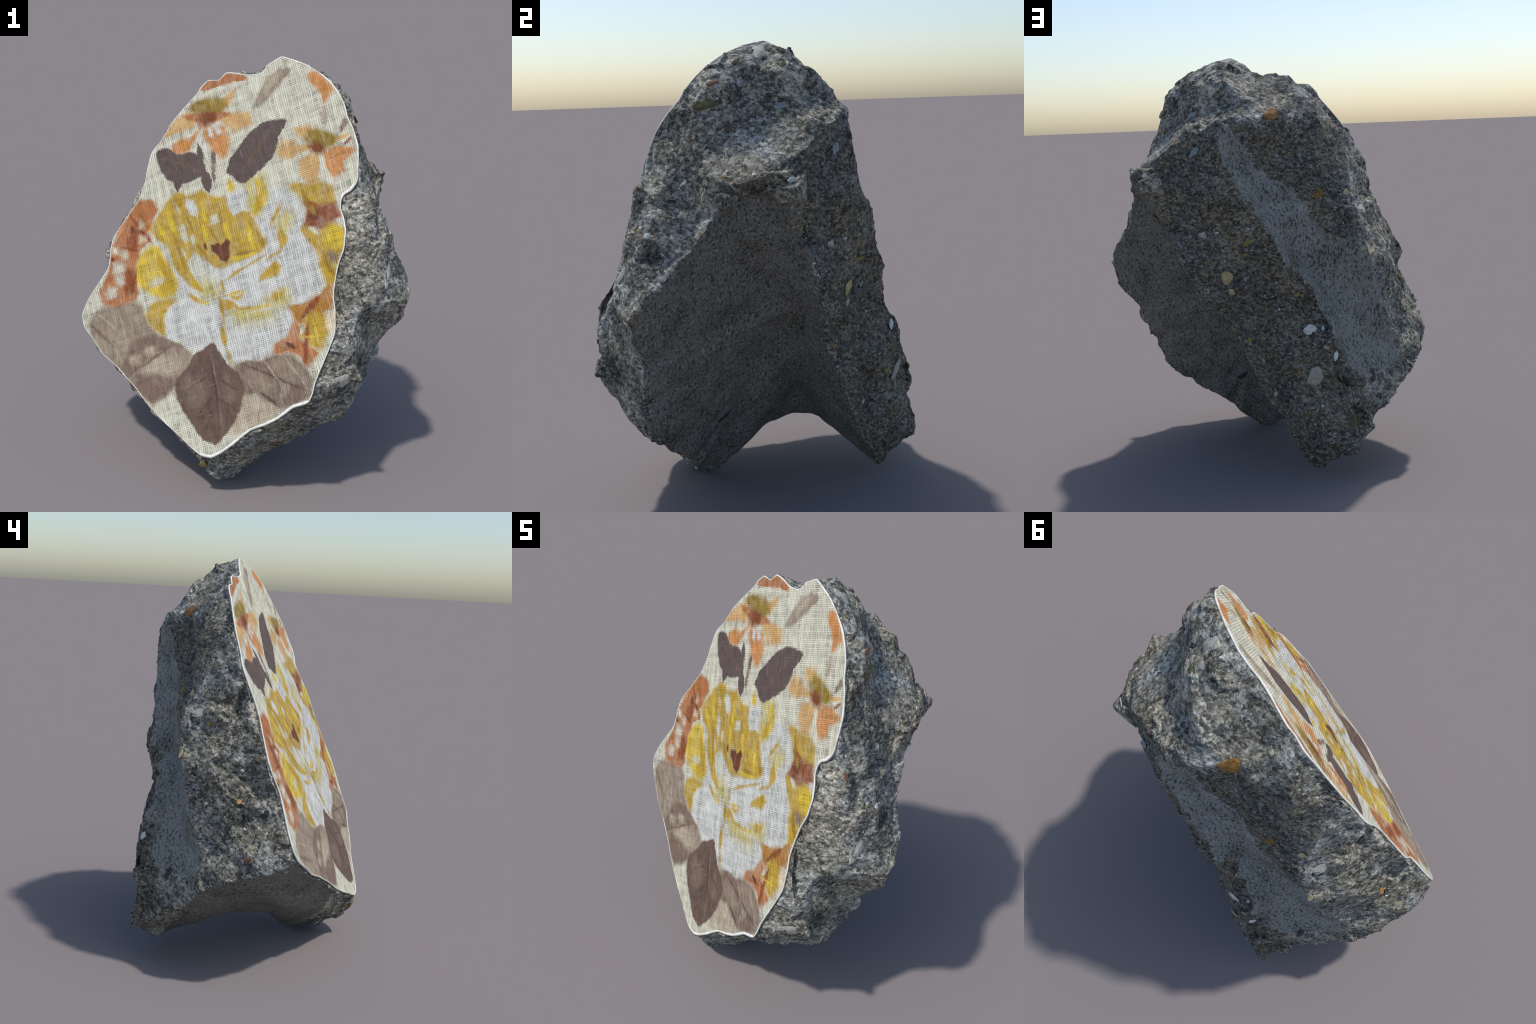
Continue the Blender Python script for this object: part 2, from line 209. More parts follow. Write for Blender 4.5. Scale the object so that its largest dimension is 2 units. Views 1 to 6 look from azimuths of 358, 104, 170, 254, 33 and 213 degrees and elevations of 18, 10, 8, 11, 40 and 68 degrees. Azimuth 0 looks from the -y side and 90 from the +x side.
    ("gap", "ivory", 0.008, [(-0.424, -0.338), (-0.394, -0.310), (-0.352, -0.298), (-0.352, -0.324), (-0.405, -0.354)]),
    ("lower_gold_petal", "mustard", 0.007, [(-0.357, -0.418), (-0.261, -0.388), (-0.282, -0.431), (-0.304, -0.473), (-0.287, -0.520), (-0.262, -0.571), (-0.325, -0.560), (-0.370, -0.532), (-0.405, -0.495), (-0.394, -0.448)]),
    ("petal_edge", "mustard", 0.006, [(-0.267, -0.174), (-0.220, -0.241), (-0.172, -0.282), (-0.127, -0.317), (-0.143, -0.326), (-0.204, -0.301), (-0.271, -0.270), (-0.278, -0.214)]),
    ("right_gold_arc", "gold", 0.007, [(0.025, 0.262), (0.069, 0.237), (0.096, 0.198), (0.090, 0.154), (0.084, 0.110), (0.059, 0.087), (0.031, 0.089), (0.046, 0.141), (0.040, 0.189)]),
    ("petal_mark", "mustard", 0.006, [(0.197, 0.049), (0.247, 0.006), (0.250, -0.018), (0.218, -0.036), (0.198, -0.003)]),
    ("petal_mark", "mustard", 0.006, [(0.216, -0.108), (0.247, -0.127), (0.245, -0.169), (0.203, -0.189), (0.163, -0.215), (0.152, -0.205), (0.174, -0.153)]),
    ("petal_mark", "mustard", 0.006, [(0.290, -0.220), (0.289, -0.256), (0.258, -0.287), (0.240, -0.263), (0.262, -0.238)]),
    ("petal_mark", "mustard", 0.006, [(0.029, -0.307), (0.067, -0.308), (0.087, -0.279), (0.090, -0.303), (0.065, -0.327), (0.041, -0.326)]),
    ("petal_mark", "mustard", 0.006, [(-0.030, -0.334), (0.007, -0.345), (0.054, -0.365), (0.031, -0.383), (0.008, -0.375), (0.021, -0.422), (0.005, -0.401), (-0.014, -0.368)]),
    ("petal_mark", "mustard", 0.006, [(0.011, -0.467), (0.036, -0.467), (0.059, -0.517), (0.055, -0.542), (0.032, -0.517)]),
    ("bud_tip", "gold", 0.008, [(-0.129, 0.233), (-0.087, 0.208), (-0.086, 0.176), (-0.115, 0.178)]),
    ("heart_speck", "maroon", 0.006, [(-0.174, -0.090), (-0.157, -0.123)], 0.0195),
    ("bloom_crease", "mustard", 0.009, [(0.179, 0.146), (0.147, 0.061)], 0.0130),
    ("bloom_crease", "mustard", 0.009, [(0.239, 0.011), (0.223, -0.071)], 0.0156),
    ("bloom_crease", "mustard", 0.009, [(0.224, -0.059), (0.169, -0.108)], 0.0137),
    ("bloom_crease", "mustard", 0.009, [(-0.009, -0.240), (0.070, -0.160)], 0.0176),
    ("bloom_crease", "mustard", 0.009, [(0.066, -0.170), (0.154, -0.090)], 0.0117),
    ("bloom_crease", "mustard", 0.009, [(-0.040, -0.243), (-0.006, -0.314)], 0.0156),
    ("bloom_crease", "mustard", 0.010, [(-0.209, -0.295), (-0.116, -0.318)], 0.0228),
    ("bloom_crease", "mustard", 0.010, [(-0.244, -0.233), (-0.154, -0.310)], 0.0241),
    ("bloom_crease", "mustard", 0.010, [(-0.198, -0.350), (-0.122, -0.375)], 0.0228),
    ("bloom_crease", "gold", 0.010, [(-0.131, -0.367), (-0.070, -0.370)], 0.0137),
    ("bloom_crease", "mustard", 0.010, [(0.002, -0.337), (0.088, -0.361)], 0.0241),
    ("bloom_crease", "mustard", 0.011, [(0.075, -0.364), (0.164, -0.341)], 0.0228),
    ("bloom_crease", "gold", 0.012, [(0.158, -0.344), (0.236, -0.309)], 0.0156),
    ("bloom_crease", "bronze", 0.010, [(-0.031, -0.331), (0.013, -0.405)], 0.0241),
    ("bloom_crease", "mustard", 0.010, [(0.006, -0.394), (0.034, -0.461)], 0.0137),
    ("bloom_crease", "mustard", 0.010, [(0.017, -0.459), (0.063, -0.544)], 0.0280),
    ("bloom_crease", "mustard", 0.010, [(0.076, -0.556), (0.109, -0.617)], 0.0176),
    ("bloom_crease", "mustard", 0.010, [(0.170, 0.157), (0.150, 0.050)], 0.0117),
    ("bloom_crease", "mustard", 0.012, [(0.068, 0.212), (0.059, 0.087)], 0.0293),
    ("bloom_crease", "gold", 0.010, [(0.006, -0.311), (0.087, -0.279)], 0.0137),
    ("heart_spot", "maroon", 0.006, [(-0.146, -0.081), (-0.123, -0.102), (-0.107, -0.075), (-0.080, -0.090), (-0.062, -0.052), (-0.040, -0.060), (-0.037, -0.103), (-0.023, -0.132), (-0.032, -0.160), (-0.061, -0.157), (-0.091, -0.136), (-0.127, -0.122)]),
    ("left_blossoms", "orange_rust", 0.008, [(-0.601, 0.048), (-0.528, 0.062), (-0.481, 0.021), (-0.527, -0.052), (-0.529, -0.085), (-0.459, -0.131), (-0.520, -0.188), (-0.527, -0.274), (-0.517, -0.337), (-0.481, -0.382), (-0.480, -0.440), (-0.577, -0.486), (-0.689, -0.510), (-0.681, -0.469), (-0.728, -0.432), (-0.678, -0.356), (-0.689, -0.259), (-0.696, -0.207), (-0.653, -0.106), (-0.640, -0.038)]),
    ("blossom_shade", "rust", 0.012, [(-0.605, -0.078), (-0.539, -0.093), (-0.530, -0.151), (-0.563, -0.202), (-0.605, -0.164)]),
    ("blossom_shade", "rust", 0.012, [(-0.583, -0.298), (-0.527, -0.300), (-0.510, -0.388), (-0.548, -0.422), (-0.573, -0.361)]),
    ("blossom_vein", "rust", 0.007, [(-0.635, -0.031), (-0.471, -0.140)], 0.0182),
    ("blossom_vein", "rust", 0.007, [(-0.628, -0.195), (-0.533, -0.197)], 0.0143),
    ("blossom_vein", "maroon", 0.006, [(-0.686, -0.258), (-0.660, -0.276)], 0.0156),
    ("blossom_vein", "maroon", 0.007, [(-0.611, -0.086), (-0.578, -0.120)], 0.0221),
    ("blossom_vein", "rust", 0.008, [(-0.520, -0.299), (-0.513, -0.408)], 0.0195),
    ("blossom_vein", "orange", 0.008, [(-0.650, -0.060), (-0.680, -0.151)], 0.0221),
    ("blossom_vein", "orange", 0.008, [(-0.563, 0.021), (-0.502, 0.024)], 0.0260),
    ("blossom_vein", "orange", 0.008, [(-0.640, -0.375), (-0.672, -0.460)], 0.0156),
    ("blossom_gap", "cream", 0.008, [(-0.633, -0.219), (-0.603, -0.213), (-0.587, -0.243), (-0.616, -0.252)]),
    ("blossom_gap", "cream", 0.008, [(-0.688, -0.209), (-0.660, -0.207), (-0.644, -0.234), (-0.676, -0.236)]),
    ("blossom_gap", "cream", 0.008, [(-0.661, -0.287), (-0.606, -0.273), (-0.587, -0.312), (-0.619, -0.338), (-0.653, -0.331)]),
    ("blossom_gap", "cream", 0.008, [(-0.630, -0.353), (-0.595, -0.336), (-0.571, -0.368), (-0.589, -0.387), (-0.616, -0.376)]),
    ("blossom_gap", "cream", 0.008, [(-0.660, -0.418), (-0.612, -0.402), (-0.600, -0.445), (-0.642, -0.464), (-0.661, -0.441)]),
    ("blossom_gap", "peach", 0.008, [(-0.549, -0.125), (-0.509, -0.118), (-0.498, -0.142), (-0.537, -0.155)]),
    ("blossom_gap", "peach", 0.008, [(-0.559, -0.061), (-0.536, -0.060), (-0.535, -0.080), (-0.557, -0.083)]),
    ("left_dome", "orange_rust", 0.007, [(-0.597, 0.046), (-0.558, 0.060), (-0.511, 0.059), (-0.479, 0.019), (-0.504, -0.025), (-0.546, -0.038), (-0.596, -0.027), (-0.628, -0.025)]),
    ("top_cap", "orange_rust", 0.007, [(-0.389, 0.628), (-0.393, 0.657), (-0.361, 0.703), (-0.303, 0.708), (-0.270, 0.747), (-0.213, 0.749), (-0.149, 0.736), (-0.146, 0.710), (-0.204, 0.715), (-0.249, 0.696), (-0.297, 0.683), (-0.321, 0.664), (-0.351, 0.668), (-0.375, 0.646)]),
    ("daisy_petal", "tan", 0.009, [(-0.537, 0.378), (-0.529, 0.432), (-0.502, 0.475), (-0.439, 0.521), (-0.399, 0.513), (-0.371, 0.464), (-0.418, 0.442), (-0.474, 0.425)]),
    ("daisy_petal", "orange", 0.008, [(-0.470, 0.298), (-0.481, 0.352), (-0.429, 0.398), (-0.373, 0.386), (-0.375, 0.340), (-0.422, 0.317)]),
    ("daisy_petal", "orange", 0.009, [(-0.325, 0.443), (-0.291, 0.467), (-0.215, 0.482), (-0.168, 0.424), (-0.162, 0.361), (-0.181, 0.324), (-0.239, 0.351), (-0.291, 0.396)]),
    ("daisy_gap", "white", 0.008, [(-0.304, 0.459), (-0.259, 0.484), (-0.223, 0.456), (-0.243, 0.421), (-0.280, 0.423)]),
    ("daisy_petal", "tan", 0.009, [(-0.232, 0.545), (-0.157, 0.559), (-0.102, 0.566), (-0.062, 0.507), (-0.103, 0.489), (-0.153, 0.464), (-0.192, 0.504)]),
    ("daisy_petal", "tan", 0.009, [(-0.259, 0.593), (-0.240, 0.634), (-0.206, 0.669), (-0.196, 0.658), (-0.210, 0.598), (-0.231, 0.570)]),
    ("daisy_skirt", "orange_rust", 0.009, [(-0.458, 0.506), (-0.403, 0.525), (-0.327, 0.547), (-0.228, 0.558), (-0.197, 0.549), (-0.257, 0.503), (-0.296, 0.486), (-0.334, 0.462), (-0.376, 0.483)]),
    ("daisy_ray", "tan", 0.008, [(-0.381, 0.502), (-0.520, 0.400)], 0.0273),
    ("daisy_ray", "tan", 0.007, [(-0.421, 0.536), (-0.492, 0.463)], 0.0195),
    ("daisy_ray", "orange", 0.008, [(-0.337, 0.474), (-0.408, 0.322)], 0.0260),
    ("daisy_ray", "orange", 0.007, [(-0.325, 0.469), (-0.308, 0.394)], 0.0130),
    ("daisy_ray", "orange", 0.008, [(-0.286, 0.474), (-0.164, 0.342)], 0.0195),
    ("daisy_ray", "tan", 0.008, [(-0.251, 0.510), (-0.075, 0.543)], 0.0286),
    ("daisy_ray", "tan", 0.008, [(-0.239, 0.518), (-0.138, 0.460)], 0.0234),
    ("daisy_ray", "tan", 0.007, [(-0.243, 0.588), (-0.198, 0.677)], 0.0182),
    ("daisy_ray", "taupe", 0.006, [(-0.337, 0.377), (-0.303, 0.304)], 0.0143),
    ("daisy_ray", "white", 0.006, [(-0.364, 0.465), (-0.250, 0.311)], 0.0104),
    ("daisy_ray", "orange_rust", 0.008, [(-0.458, 0.506), (-0.373, 0.496)], 0.0169),
    ("daisy_ray", "rust_dark", 0.007, [(-0.329, 0.553), (-0.323, 0.476)], 0.0169),
    ("daisy_ray", "rust_dark", 0.007, [(-0.291, 0.551), (-0.283, 0.494)], 0.0143),
    ("daisy_eye", "olive", 0.010, [(-0.444, 0.540), (-0.424, 0.575), (-0.371, 0.601), (-0.317, 0.619), (-0.251, 0.620), (-0.227, 0.584), (-0.247, 0.549), (-0.311, 0.542), (-0.381, 0.528)]),
    ("daisy_core", "rust_dark", 0.010, [(-0.374, 0.502), (-0.352, 0.531), (-0.311, 0.542), (-0.272, 0.534), (-0.278, 0.501), (-0.316, 0.477), (-0.354, 0.482)]),
    ("wing_leaf", "taupe_dark", 0.005, [(-0.563, 0.302), (-0.540, 0.330), (-0.496, 0.340), (-0.450, 0.310), (-0.400, 0.320), (-0.359, 0.335), (-0.306, 0.317), (-0.272, 0.283), (-0.248, 0.235), (-0.296, 0.209), (-0.334, 0.187), (-0.360, 0.173), (-0.412, 0.169), (-0.468, 0.180), (-0.512, 0.216), (-0.543, 0.258)]),
    ("wing_stem", "brown_taupe", 0.005, [(-0.249, 0.350), (-0.228, 0.353), (-0.206, 0.254), (-0.191, 0.211), (-0.207, 0.203), (-0.225, 0.257)]),
    ("wing_tip", "taupe_dark", 0.005, [(-0.416, 0.211), (-0.385, 0.130)], 0.0416),
    ("wing_tip", "taupe_dark", 0.005, [(-0.277, 0.263), (-0.211, 0.154)], 0.0546),
    ("wing_tip", "taupe_dark", 0.005, [(-0.336, 0.380), (-0.282, 0.268)], 0.0325),
    ("right_dark_leaf", "taupe_dark", 0.005, [(0.113, 0.562), (0.072, 0.548), (0.039, 0.547), (-0.017, 0.522), (-0.072, 0.468), (-0.110, 0.394), (-0.143, 0.332), (-0.146, 0.259), (-0.099, 0.244), (-0.073, 0.225), (-0.044, 0.219), (-0.009, 0.247), (0.043, 0.314), (0.083, 0.369), (0.094, 0.432), (0.082, 0.468), (0.099, 0.507)]),
    ("upper_faint_leaf", "taupe", 0.009, [(0.086, 0.792), (0.010, 0.798), (-0.034, 0.756), (-0.061, 0.696), (-0.078, 0.625), (-0.076, 0.578), (-0.029, 0.624), (0.006, 0.675), (0.030, 0.718), (0.052, 0.764)]),
    ("faint_leaf_gap", "pale_taupe", 0.008, [(-0.030, 0.737), (-0.002, 0.765), (0.002, 0.722), (-0.035, 0.674), (-0.046, 0.692)]),
    ("upper_ribbon", "orange", 0.007, [(0.160, 0.789), (0.204, 0.797), (0.265, 0.759), (0.310, 0.721), (0.295, 0.689), (0.290, 0.658), (0.275, 0.650), (0.256, 0.691), (0.222, 0.724), (0.177, 0.745)]),
    ("ribbon_stem", "pale_taupe", 0.006, [(0.272, 0.638), (0.294, 0.640), (0.312, 0.593), (0.312, 0.539), (0.301, 0.544), (0.287, 0.591)]),
    ("edge_leaf", "brown_taupe", 0.005, [(0.392, 0.603), (0.415, 0.581), (0.405, 0.550), (0.389, 0.524), (0.382, 0.553)]),
    ("edge_mark", "rust", 0.005, [(0.442, 0.513), (0.452, 0.508), (0.419, 0.465), (0.416, 0.477)]),
    ("aster_petal", "tan", 0.009, [(0.096, 0.426), (0.122, 0.458), (0.182, 0.456), (0.221, 0.418), (0.176, 0.372), (0.101, 0.378)]),
    ("aster_petal", "tan", 0.009, [(0.158, 0.514), (0.190, 0.531), (0.227, 0.541), (0.260, 0.514), (0.227, 0.486), (0.189, 0.481)]),
    ("aster_petal", "tan", 0.009, [(0.215, 0.375), (0.258, 0.387), (0.299, 0.404), (0.340, 0.289), (0.288, 0.264), (0.247, 0.300)]),
    ("aster_petal", "orange", 0.009, [(0.334, 0.433), (0.404, 0.448), (0.462, 0.468), (0.473, 0.445), (0.444, 0.412), (0.420, 0.379), (0.445, 0.329), (0.393, 0.333), (0.361, 0.388)]),
    ("aster_ray", "tan", 0.008, [(0.271, 0.443), (0.110, 0.397)], 0.0390),
    ("aster_ray", "tan", 0.008, [(0.254, 0.483), (0.163, 0.521)], 0.0260),
    ("aster_ray", "tan", 0.008, [(0.269, 0.424), (0.238, 0.311)], 0.0286),
    ("aster_ray", "tan", 0.008, [(0.295, 0.422), (0.317, 0.280)], 0.0286),
    ("aster_ray", "orange", 0.008, [(0.331, 0.433), (0.408, 0.323)], 0.0351),
    ("aster_ray", "orange", 0.008, [(0.353, 0.447), (0.477, 0.455)], 0.0260),
    ("aster_ray", "tan", 0.008, [(0.352, 0.477), (0.441, 0.530)], 0.0182),
    ("aster_ray", "orange", 0.009, [(0.388, 0.434), (0.453, 0.347)], 0.0260),
    ("aster_ray", "rust_dark", 0.007, [(0.284, 0.493), (0.281, 0.426)], 0.0260),
    ("aster_eye", "olive", 0.010, [(0.216, 0.479), (0.233, 0.517), (0.281, 0.532), (0.329, 0.523), (0.376, 0.511), (0.386, 0.470), (0.341, 0.446), (0.274, 0.455), (0.236, 0.451)]),
    ("aster_core", "rust_dark", 0.010, [(0.244, 0.445), (0.271, 0.467), (0.310, 0.466), (0.334, 0.445), (0.322, 0.416), (0.284, 0.414)]),
    ("pansy_top", "mustard", 0.008, [(0.188, 0.243), (0.228, 0.268), (0.288, 0.264), (0.352, 0.291), (0.407, 0.275), (0.430, 0.231), (0.444, 0.198), (0.379, 0.182), (0.305, 0.170), (0.263, 0.205), (0.226, 0.224)]),
    ("pansy_face", "rust", 0.009, [(0.275, 0.213), (0.311, 0.195), (0.378, 0.184), (0.442, 0.207), (0.484, 0.151), (0.455, 0.126), (0.421, 0.087), (0.404, 0.064), (0.359, 0.080), (0.304, 0.065), (0.317, 0.118), (0.309, 0.152)]),
    ("pansy_dark", "maroon", 0.010, [(0.329, 0.150), (0.366, 0.156), (0.380, 0.122), (0.353, 0.106), (0.324, 0.119)]),
    ("gold_cluster", "mustard", 0.008, [(0.294, 0.056), (0.333, 0.081), (0.396, 0.056), (0.433, 0.116), (0.485, 0.107), (0.517, 0.077), (0.536, 0.034), (0.517, -0.028), (0.515, -0.099), (0.532, -0.142), (0.491, -0.180), (0.464, -0.132), (0.427, -0.069), (0.404, -0.026), (0.348, 0.018)]),
    ("gold_bud", "gold", 0.010, [(0.430, 0.074), (0.454, 0.104), (0.506, 0.098), (0.525, 0.055), (0.520, 0.013), (0.478, 0.005), (0.435, 0.027)]),
    ("bud_mark", "brown_taupe", 0.008, [(0.455, -0.028), (0.475, -0.010), (0.507, -0.024), (0.508, -0.054), (0.482, -0.064)]),
    ("amber_sweep", "ochre", 0.009, [(0.322, -0.297), (0.388, -0.274), (0.462, -0.215), (0.484, -0.175), (0.515, -0.151), (0.533, -0.212), (0.549, -0.261), (0.514, -0.274), (0.503, -0.334), (0.435, -0.364), (0.383, -0.361), (0.355, -0.325)]),
    ("rust_sweep", "orange_rust", 0.008, [(0.373, -0.357), (0.412, -0.372), (0.404, -0.421), (0.440, -0.436), (0.496, -0.458), (0.526, -0.468), (0.485, -0.545), (0.444, -0.502), (0.378, -0.497), (0.307, -0.523), (0.298, -0.486), (0.351, -0.439)]),
    ("moss_star", "mustard", 0.008, [(0.411, -0.319), (0.457, -0.298), (0.516, -0.308), (0.538, -0.350), (0.540, -0.407), (0.532, -0.452), (0.481, -0.450), (0.448, -0.417), (0.400, -0.428), (0.441, -0.389)]),
    ("star_gap", "peach", 0.010, [(0.531, -0.293), (0.552, -0.277), (0.569, -0.349), (0.549, -0.370), (0.528, -0.335)]),
    ("leaf_sheen", "leaf_brown", 0.008, [(-0.056, 0.294), (0.035, 0.481)], 0.0234),
    ("leaf_sheen", "leaf_brown", 0.008, [(-0.480, 0.280), (-0.276, 0.244)], 0.0234),
    ("cluster_ray", "rust", 0.009, [(0.438, -0.349), (0.470, -0.534)], 0.0260),
    ("cluster_ray", "rust", 0.009, [(0.469, -0.219), (0.403, -0.339)], 0.0299),
    ("cluster_ray", "gold", 0.006, [(0.439, -0.302), (0.504, -0.415)], 0.0130),
    ("cluster_ray", "gold", 0.006, [(0.435, -0.414), (0.540, -0.384)], 0.0104),
    ("cluster_ray", "maroon", 0.008, [(0.356, -0.461), (0.411, -0.472)], 0.0221),
    ("cluster_ray", "bronze", 0.008, [(0.301, 0.184), (0.365, 0.134)], 0.0234),
    ("cluster_ray", "bronze", 0.008, [(0.428, -0.021), (0.515, -0.122)], 0.0260),
    ("cluster_ray", "ivory", 0.007, [(0.340, 0.076), (0.398, 0.050)], 0.0156),
    ("cluster_ray", "bronze", 0.008, [(0.260, 0.247), (0.312, 0.165)], 0.0195),]

# ------------------------------------------------------------------ small helpers


def new_mesh(name, verts, faces, parent=None, smooth=True, mats=()):
    me = bpy.data.meshes.new(name)
    me.from_pydata([tuple(v) for v in verts], [], [tuple(int(i) for i in f) for f in faces])
    for m in mats:
        me.materials.append(m)
    me.polygons.foreach_set("use_smooth", [smooth] * len(me.polygons))
    me.update()
    ob = bpy.data.objects.new(name, me)
    bpy.context.collection.objects.link(ob)
    if parent:
        ob.parent = parent
    return ob


def facets_round_heart(pts):
    """Join points into a closed skin: the hull of their directions seen from HEART."""
    d = pts - HEART
    d /= np.linalg.norm(d, axis=1)[:, None]
    bm = bmesh.new()
    vs = [bm.verts.new(x) for x in d]
    bmesh.ops.convex_hull(bm, input=vs)
    bmesh.ops.triangulate(bm, faces=bm.faces)
    where = {v: i for i, v in enumerate(vs)}
    out = []
    for f in bm.faces:
        t = [where[v] for v in f.verts]
        a, b, c = d[t]
        out.append(t if np.cross(b - a, c - a) @ (a + b + c) > 0 else t[::-1])
    bm.free()
    return np.array(out)


def split_edges_once(P, F):
    """Each triangle becomes four."""
    E = np.sort(np.concatenate([F[:, [0, 1]], F[:, [1, 2]], F[:, [2, 0]]]), axis=1)
    U, inv = np.unique(E, axis=0, return_inverse=True)
    inv = inv.reshape(3, -1) + len(P)
    P2 = np.vstack([P, (P[U[:, 0]] + P[U[:, 1]]) / 2])
    a, b, c = F.T
    ab, bc, ca = inv
    F2 = np.concatenate([np.stack(x, 1) for x in ((a, ab, ca), (b, bc, ab), (c, ca, bc), (ab, bc, ca))])
    return P2, F2


def relax(P, F, rounds, strength, hold=None):
    E = np.concatenate([F[:, [0, 1]], F[:, [1, 2]], F[:, [2, 0]]])
    E = np.concatenate([E, E[:, ::-1]])
    cnt = np.bincount(E[:, 0], minlength=len(P))[:, None]
    for k in range(rounds):
        for s in (strength, -strength * 0.9):
            S = np.stack([np.bincount(E[:, 0], weights=P[E[:, 1], j], minlength=len(P)) for j in range(3)], 1)
            step = s * (S / cnt - P)
            if hold is not None:
                step[hold] = 0
            P = P + step
    return P


def vertex_normals(P, F):
    n = np.cross(P[F[:, 1]] - P[F[:, 0]], P[F[:, 2]] - P[F[:, 0]])
    N = np.stack([np.bincount(F.ravel(), weights=np.repeat(n[:, j], 3), minlength=len(P)) for j in range(3)], 1)
    return N / (np.linalg.norm(N, axis=1)[:, None] + 1e-12)


def inside(poly, x, y):
    """Even-odd test of many points against a polygon."""
    poly = np.array(poly)
    r = np.zeros(len(x), bool)
    for (x0, y0), (x1, y1) in zip(poly, np.roll(poly, -1, axis=0)):
        hit = (y0 > y) != (y1 > y)
        r ^= hit & (x < (x1 - x0) * (y - y0) / (y1 - y0 + 1e-12) + x0)
    return r


def fbm(P, scale, octaves):
    return np.array([noise.fractal(Vector(p) * scale, 0.9, 2.1, octaves) for p in P])


# ------------------------------------------------------------------ the thing
rock = bpy.data.objects.new("painted_stone", None)
bpy.context.collection.objects.link(rock)
rock["label"] = "broken granite chunk with a flat floral cloth face"
rock["category"] = "stone"

# ------------------------------------------------------------------ stone skin
rim = np.array([on_face(s, t, -0.008) for s, t in OUTLINE])
ctrl = np.vstack([rim] + [np.array(v) for v in STONE.values()])
skin_f = facets_round_heart(ctrl)


def refined(points):
    P, F = points.copy(), skin_f
    for level in range(4):
        P, F = split_edges_once(P, F)
        if level == 1:
            P = relax(P, F, 1, 0.35)
        if level == 2:
            P = relax(P, F, 2, 0.4)
    return relax(P, F, 3, 0.5), F


aim = ctrl.copy()
for again in range(2):                     # let the smoothed skin still pass through its control points
    P, F = refined(aim)
    aim += 0.8 * (ctrl - P[:len(ctrl)])
P, F = refined(aim)
N = vertex_normals(P, F)

# where the stone is worn smooth: a wide channel under the overhang, and a slanting band behind
CHANNEL_YZ = [(0.30, 1.385), (0.05, 1.385), (0.014, 1.325), (-0.035, 1.24), (-0.09, 1.18), (-0.14, 1.12), (-0.18, 1.055),
              (-0.24, 1.02), (-0.30, 0.93), (-0.285, 0.78), (-0.31, 0.66), (-0.33, 0.56), (-0.355, 0.42), (-0.34, 0.28),
              (-0.30, 0.03), (0.10, 0.0), (0.50, 0.04), (0.483, 0.174), (0.45, 0.283), (0.434, 0.388), (0.408, 0.534),
              (0.382, 0.635), (0.349, 0.75), (0.374, 0.863), (0.352, 1.02), (0.344, 1.134), (0.285, 1.25)]
BAND_XZ = [(0.29, 1.66), (0.295, 1.56), (0.234, 1.44), (0.185, 1.336), (0.08, 1.19), (0.045, 1.09), (-0.088, 0.94),
           (-0.144, 0.82), (-0.183, 0.73), (-0.231, 0.64), (-0.26, 0.56), (-0.315, 0.48), (-0.549, 0.49), (-0.545, 0.61),
           (-0.50, 0.75), (-0.436, 0.94), (-0.395, 1.06), (-0.303, 1.12), (-0.19, 1.14), (-0.167, 1.162), (-0.118, 1.253),
           (-0.064, 1.38), (0.116, 1.472), (0.172, 1.564), (0.235, 1.69)]
wob = 0.024 * fbm(P, 16.0, 5)
wob2 = 0.024 * fbm(P + 5.3, 16.0, 5)
channel = inside(CHANNEL_YZ, P[:, 1] + wob, P[:, 2] + wob2) & ((N[:, 0] > 0.1) | (N[:, 2] < -0.45))
band = inside(BAND_XZ, P[:, 0] + wob, P[:, 2] + wob2) & (N[:, 1] > 0.25)
darker_rear = (N[:, 1] + 4.0 * wob > 0.36) & (P[:, 2] < 1.68 + wob) & (P[:, 0] > -0.34 + wob2) & ~channel & ~band
worn = relax(np.repeat((channel | band)[:, None].astype(float), 3, 1), F, 2, 0.5)[:, 0].clip(0, 1)

# the worn skin breaks up into the broken one along a ragged, speckled border
speck = np.array([noise.noise(Vector(p) * 75.0) for p in P]) * 0.55
fade = [relax(np.repeat(m[:, None].astype(float), 3, 1), F, 9, 0.5)[:, 0] for m in (channel, band)]
core = [m.copy() for m in (channel, band)]
channel, band = (f + speck * (np.abs(f - 0.5) < 0.47) > 0.5 for f in fade)
darker_rear &= ~channel & ~band

# deep smoothing of the worn skin, fading towards its borders
inner = relax(np.repeat(np.where(worn > 0.97, 1.0, 0.0)[:, None], 3, 1), F, 10, 0.5)[:, 0].clip(0, 1)
E2 = np.concatenate([F[:, [0, 1]], F[:, [1, 2]], F[:, [2, 0]]])
E2 = np.concatenate([E2, E2[:, ::-1]])
cnt2 = np.bincount(E2[:, 0], minlength=len(P))[:, None]
for k in range(14):
    S2 = np.stack([np.bincount(E2[:, 0], weights=P[E2[:, 1], j], minlength=len(P)) for j in range(3)], 1)
    P = P + (inner * 0.8)[:, None] * (S2 / cnt2 - P)
N = vertex_normals(P, F)

# broken grain: lumps and chips on the fractured skin, almost none on the worn skin
lumps = fbm(P, 11.0, 3) * 0.004 + fbm(P, 40.0, 4) * 0.0024


def chipped(p, scale, tilt):
    """Each cell of the skin is a small plane of its own tilt: broken facets with steps between."""
    c = noise.voronoi(p * scale)[1][0]
    return (p * scale - c).dot(noise.cell_vector(c * 37.0) - Vector((0.5, 0.5, 0.5))) / scale * tilt


bent = [Vector(p) + 0.02 * noise.noise_vector(Vector(p) * 14.0) for p in P]
lumps += np.array([chipped(p, 9.0, 0.25) + chipped(p, 25.0, 0.20) for p in bent])
P = P + N * (lumps * (1 - 0.88 * worn))[:, None]
# keep the skin behind the cloth plate, and above the ground
depth = (P - FACE_O) @ FACE_N
P -= np.maximum(depth + 0.006, 0)[:, None] * FACE_N
P[:, 2] = np.maximum(P[:, 2], 0.0)
N = vertex_normals(P, F)


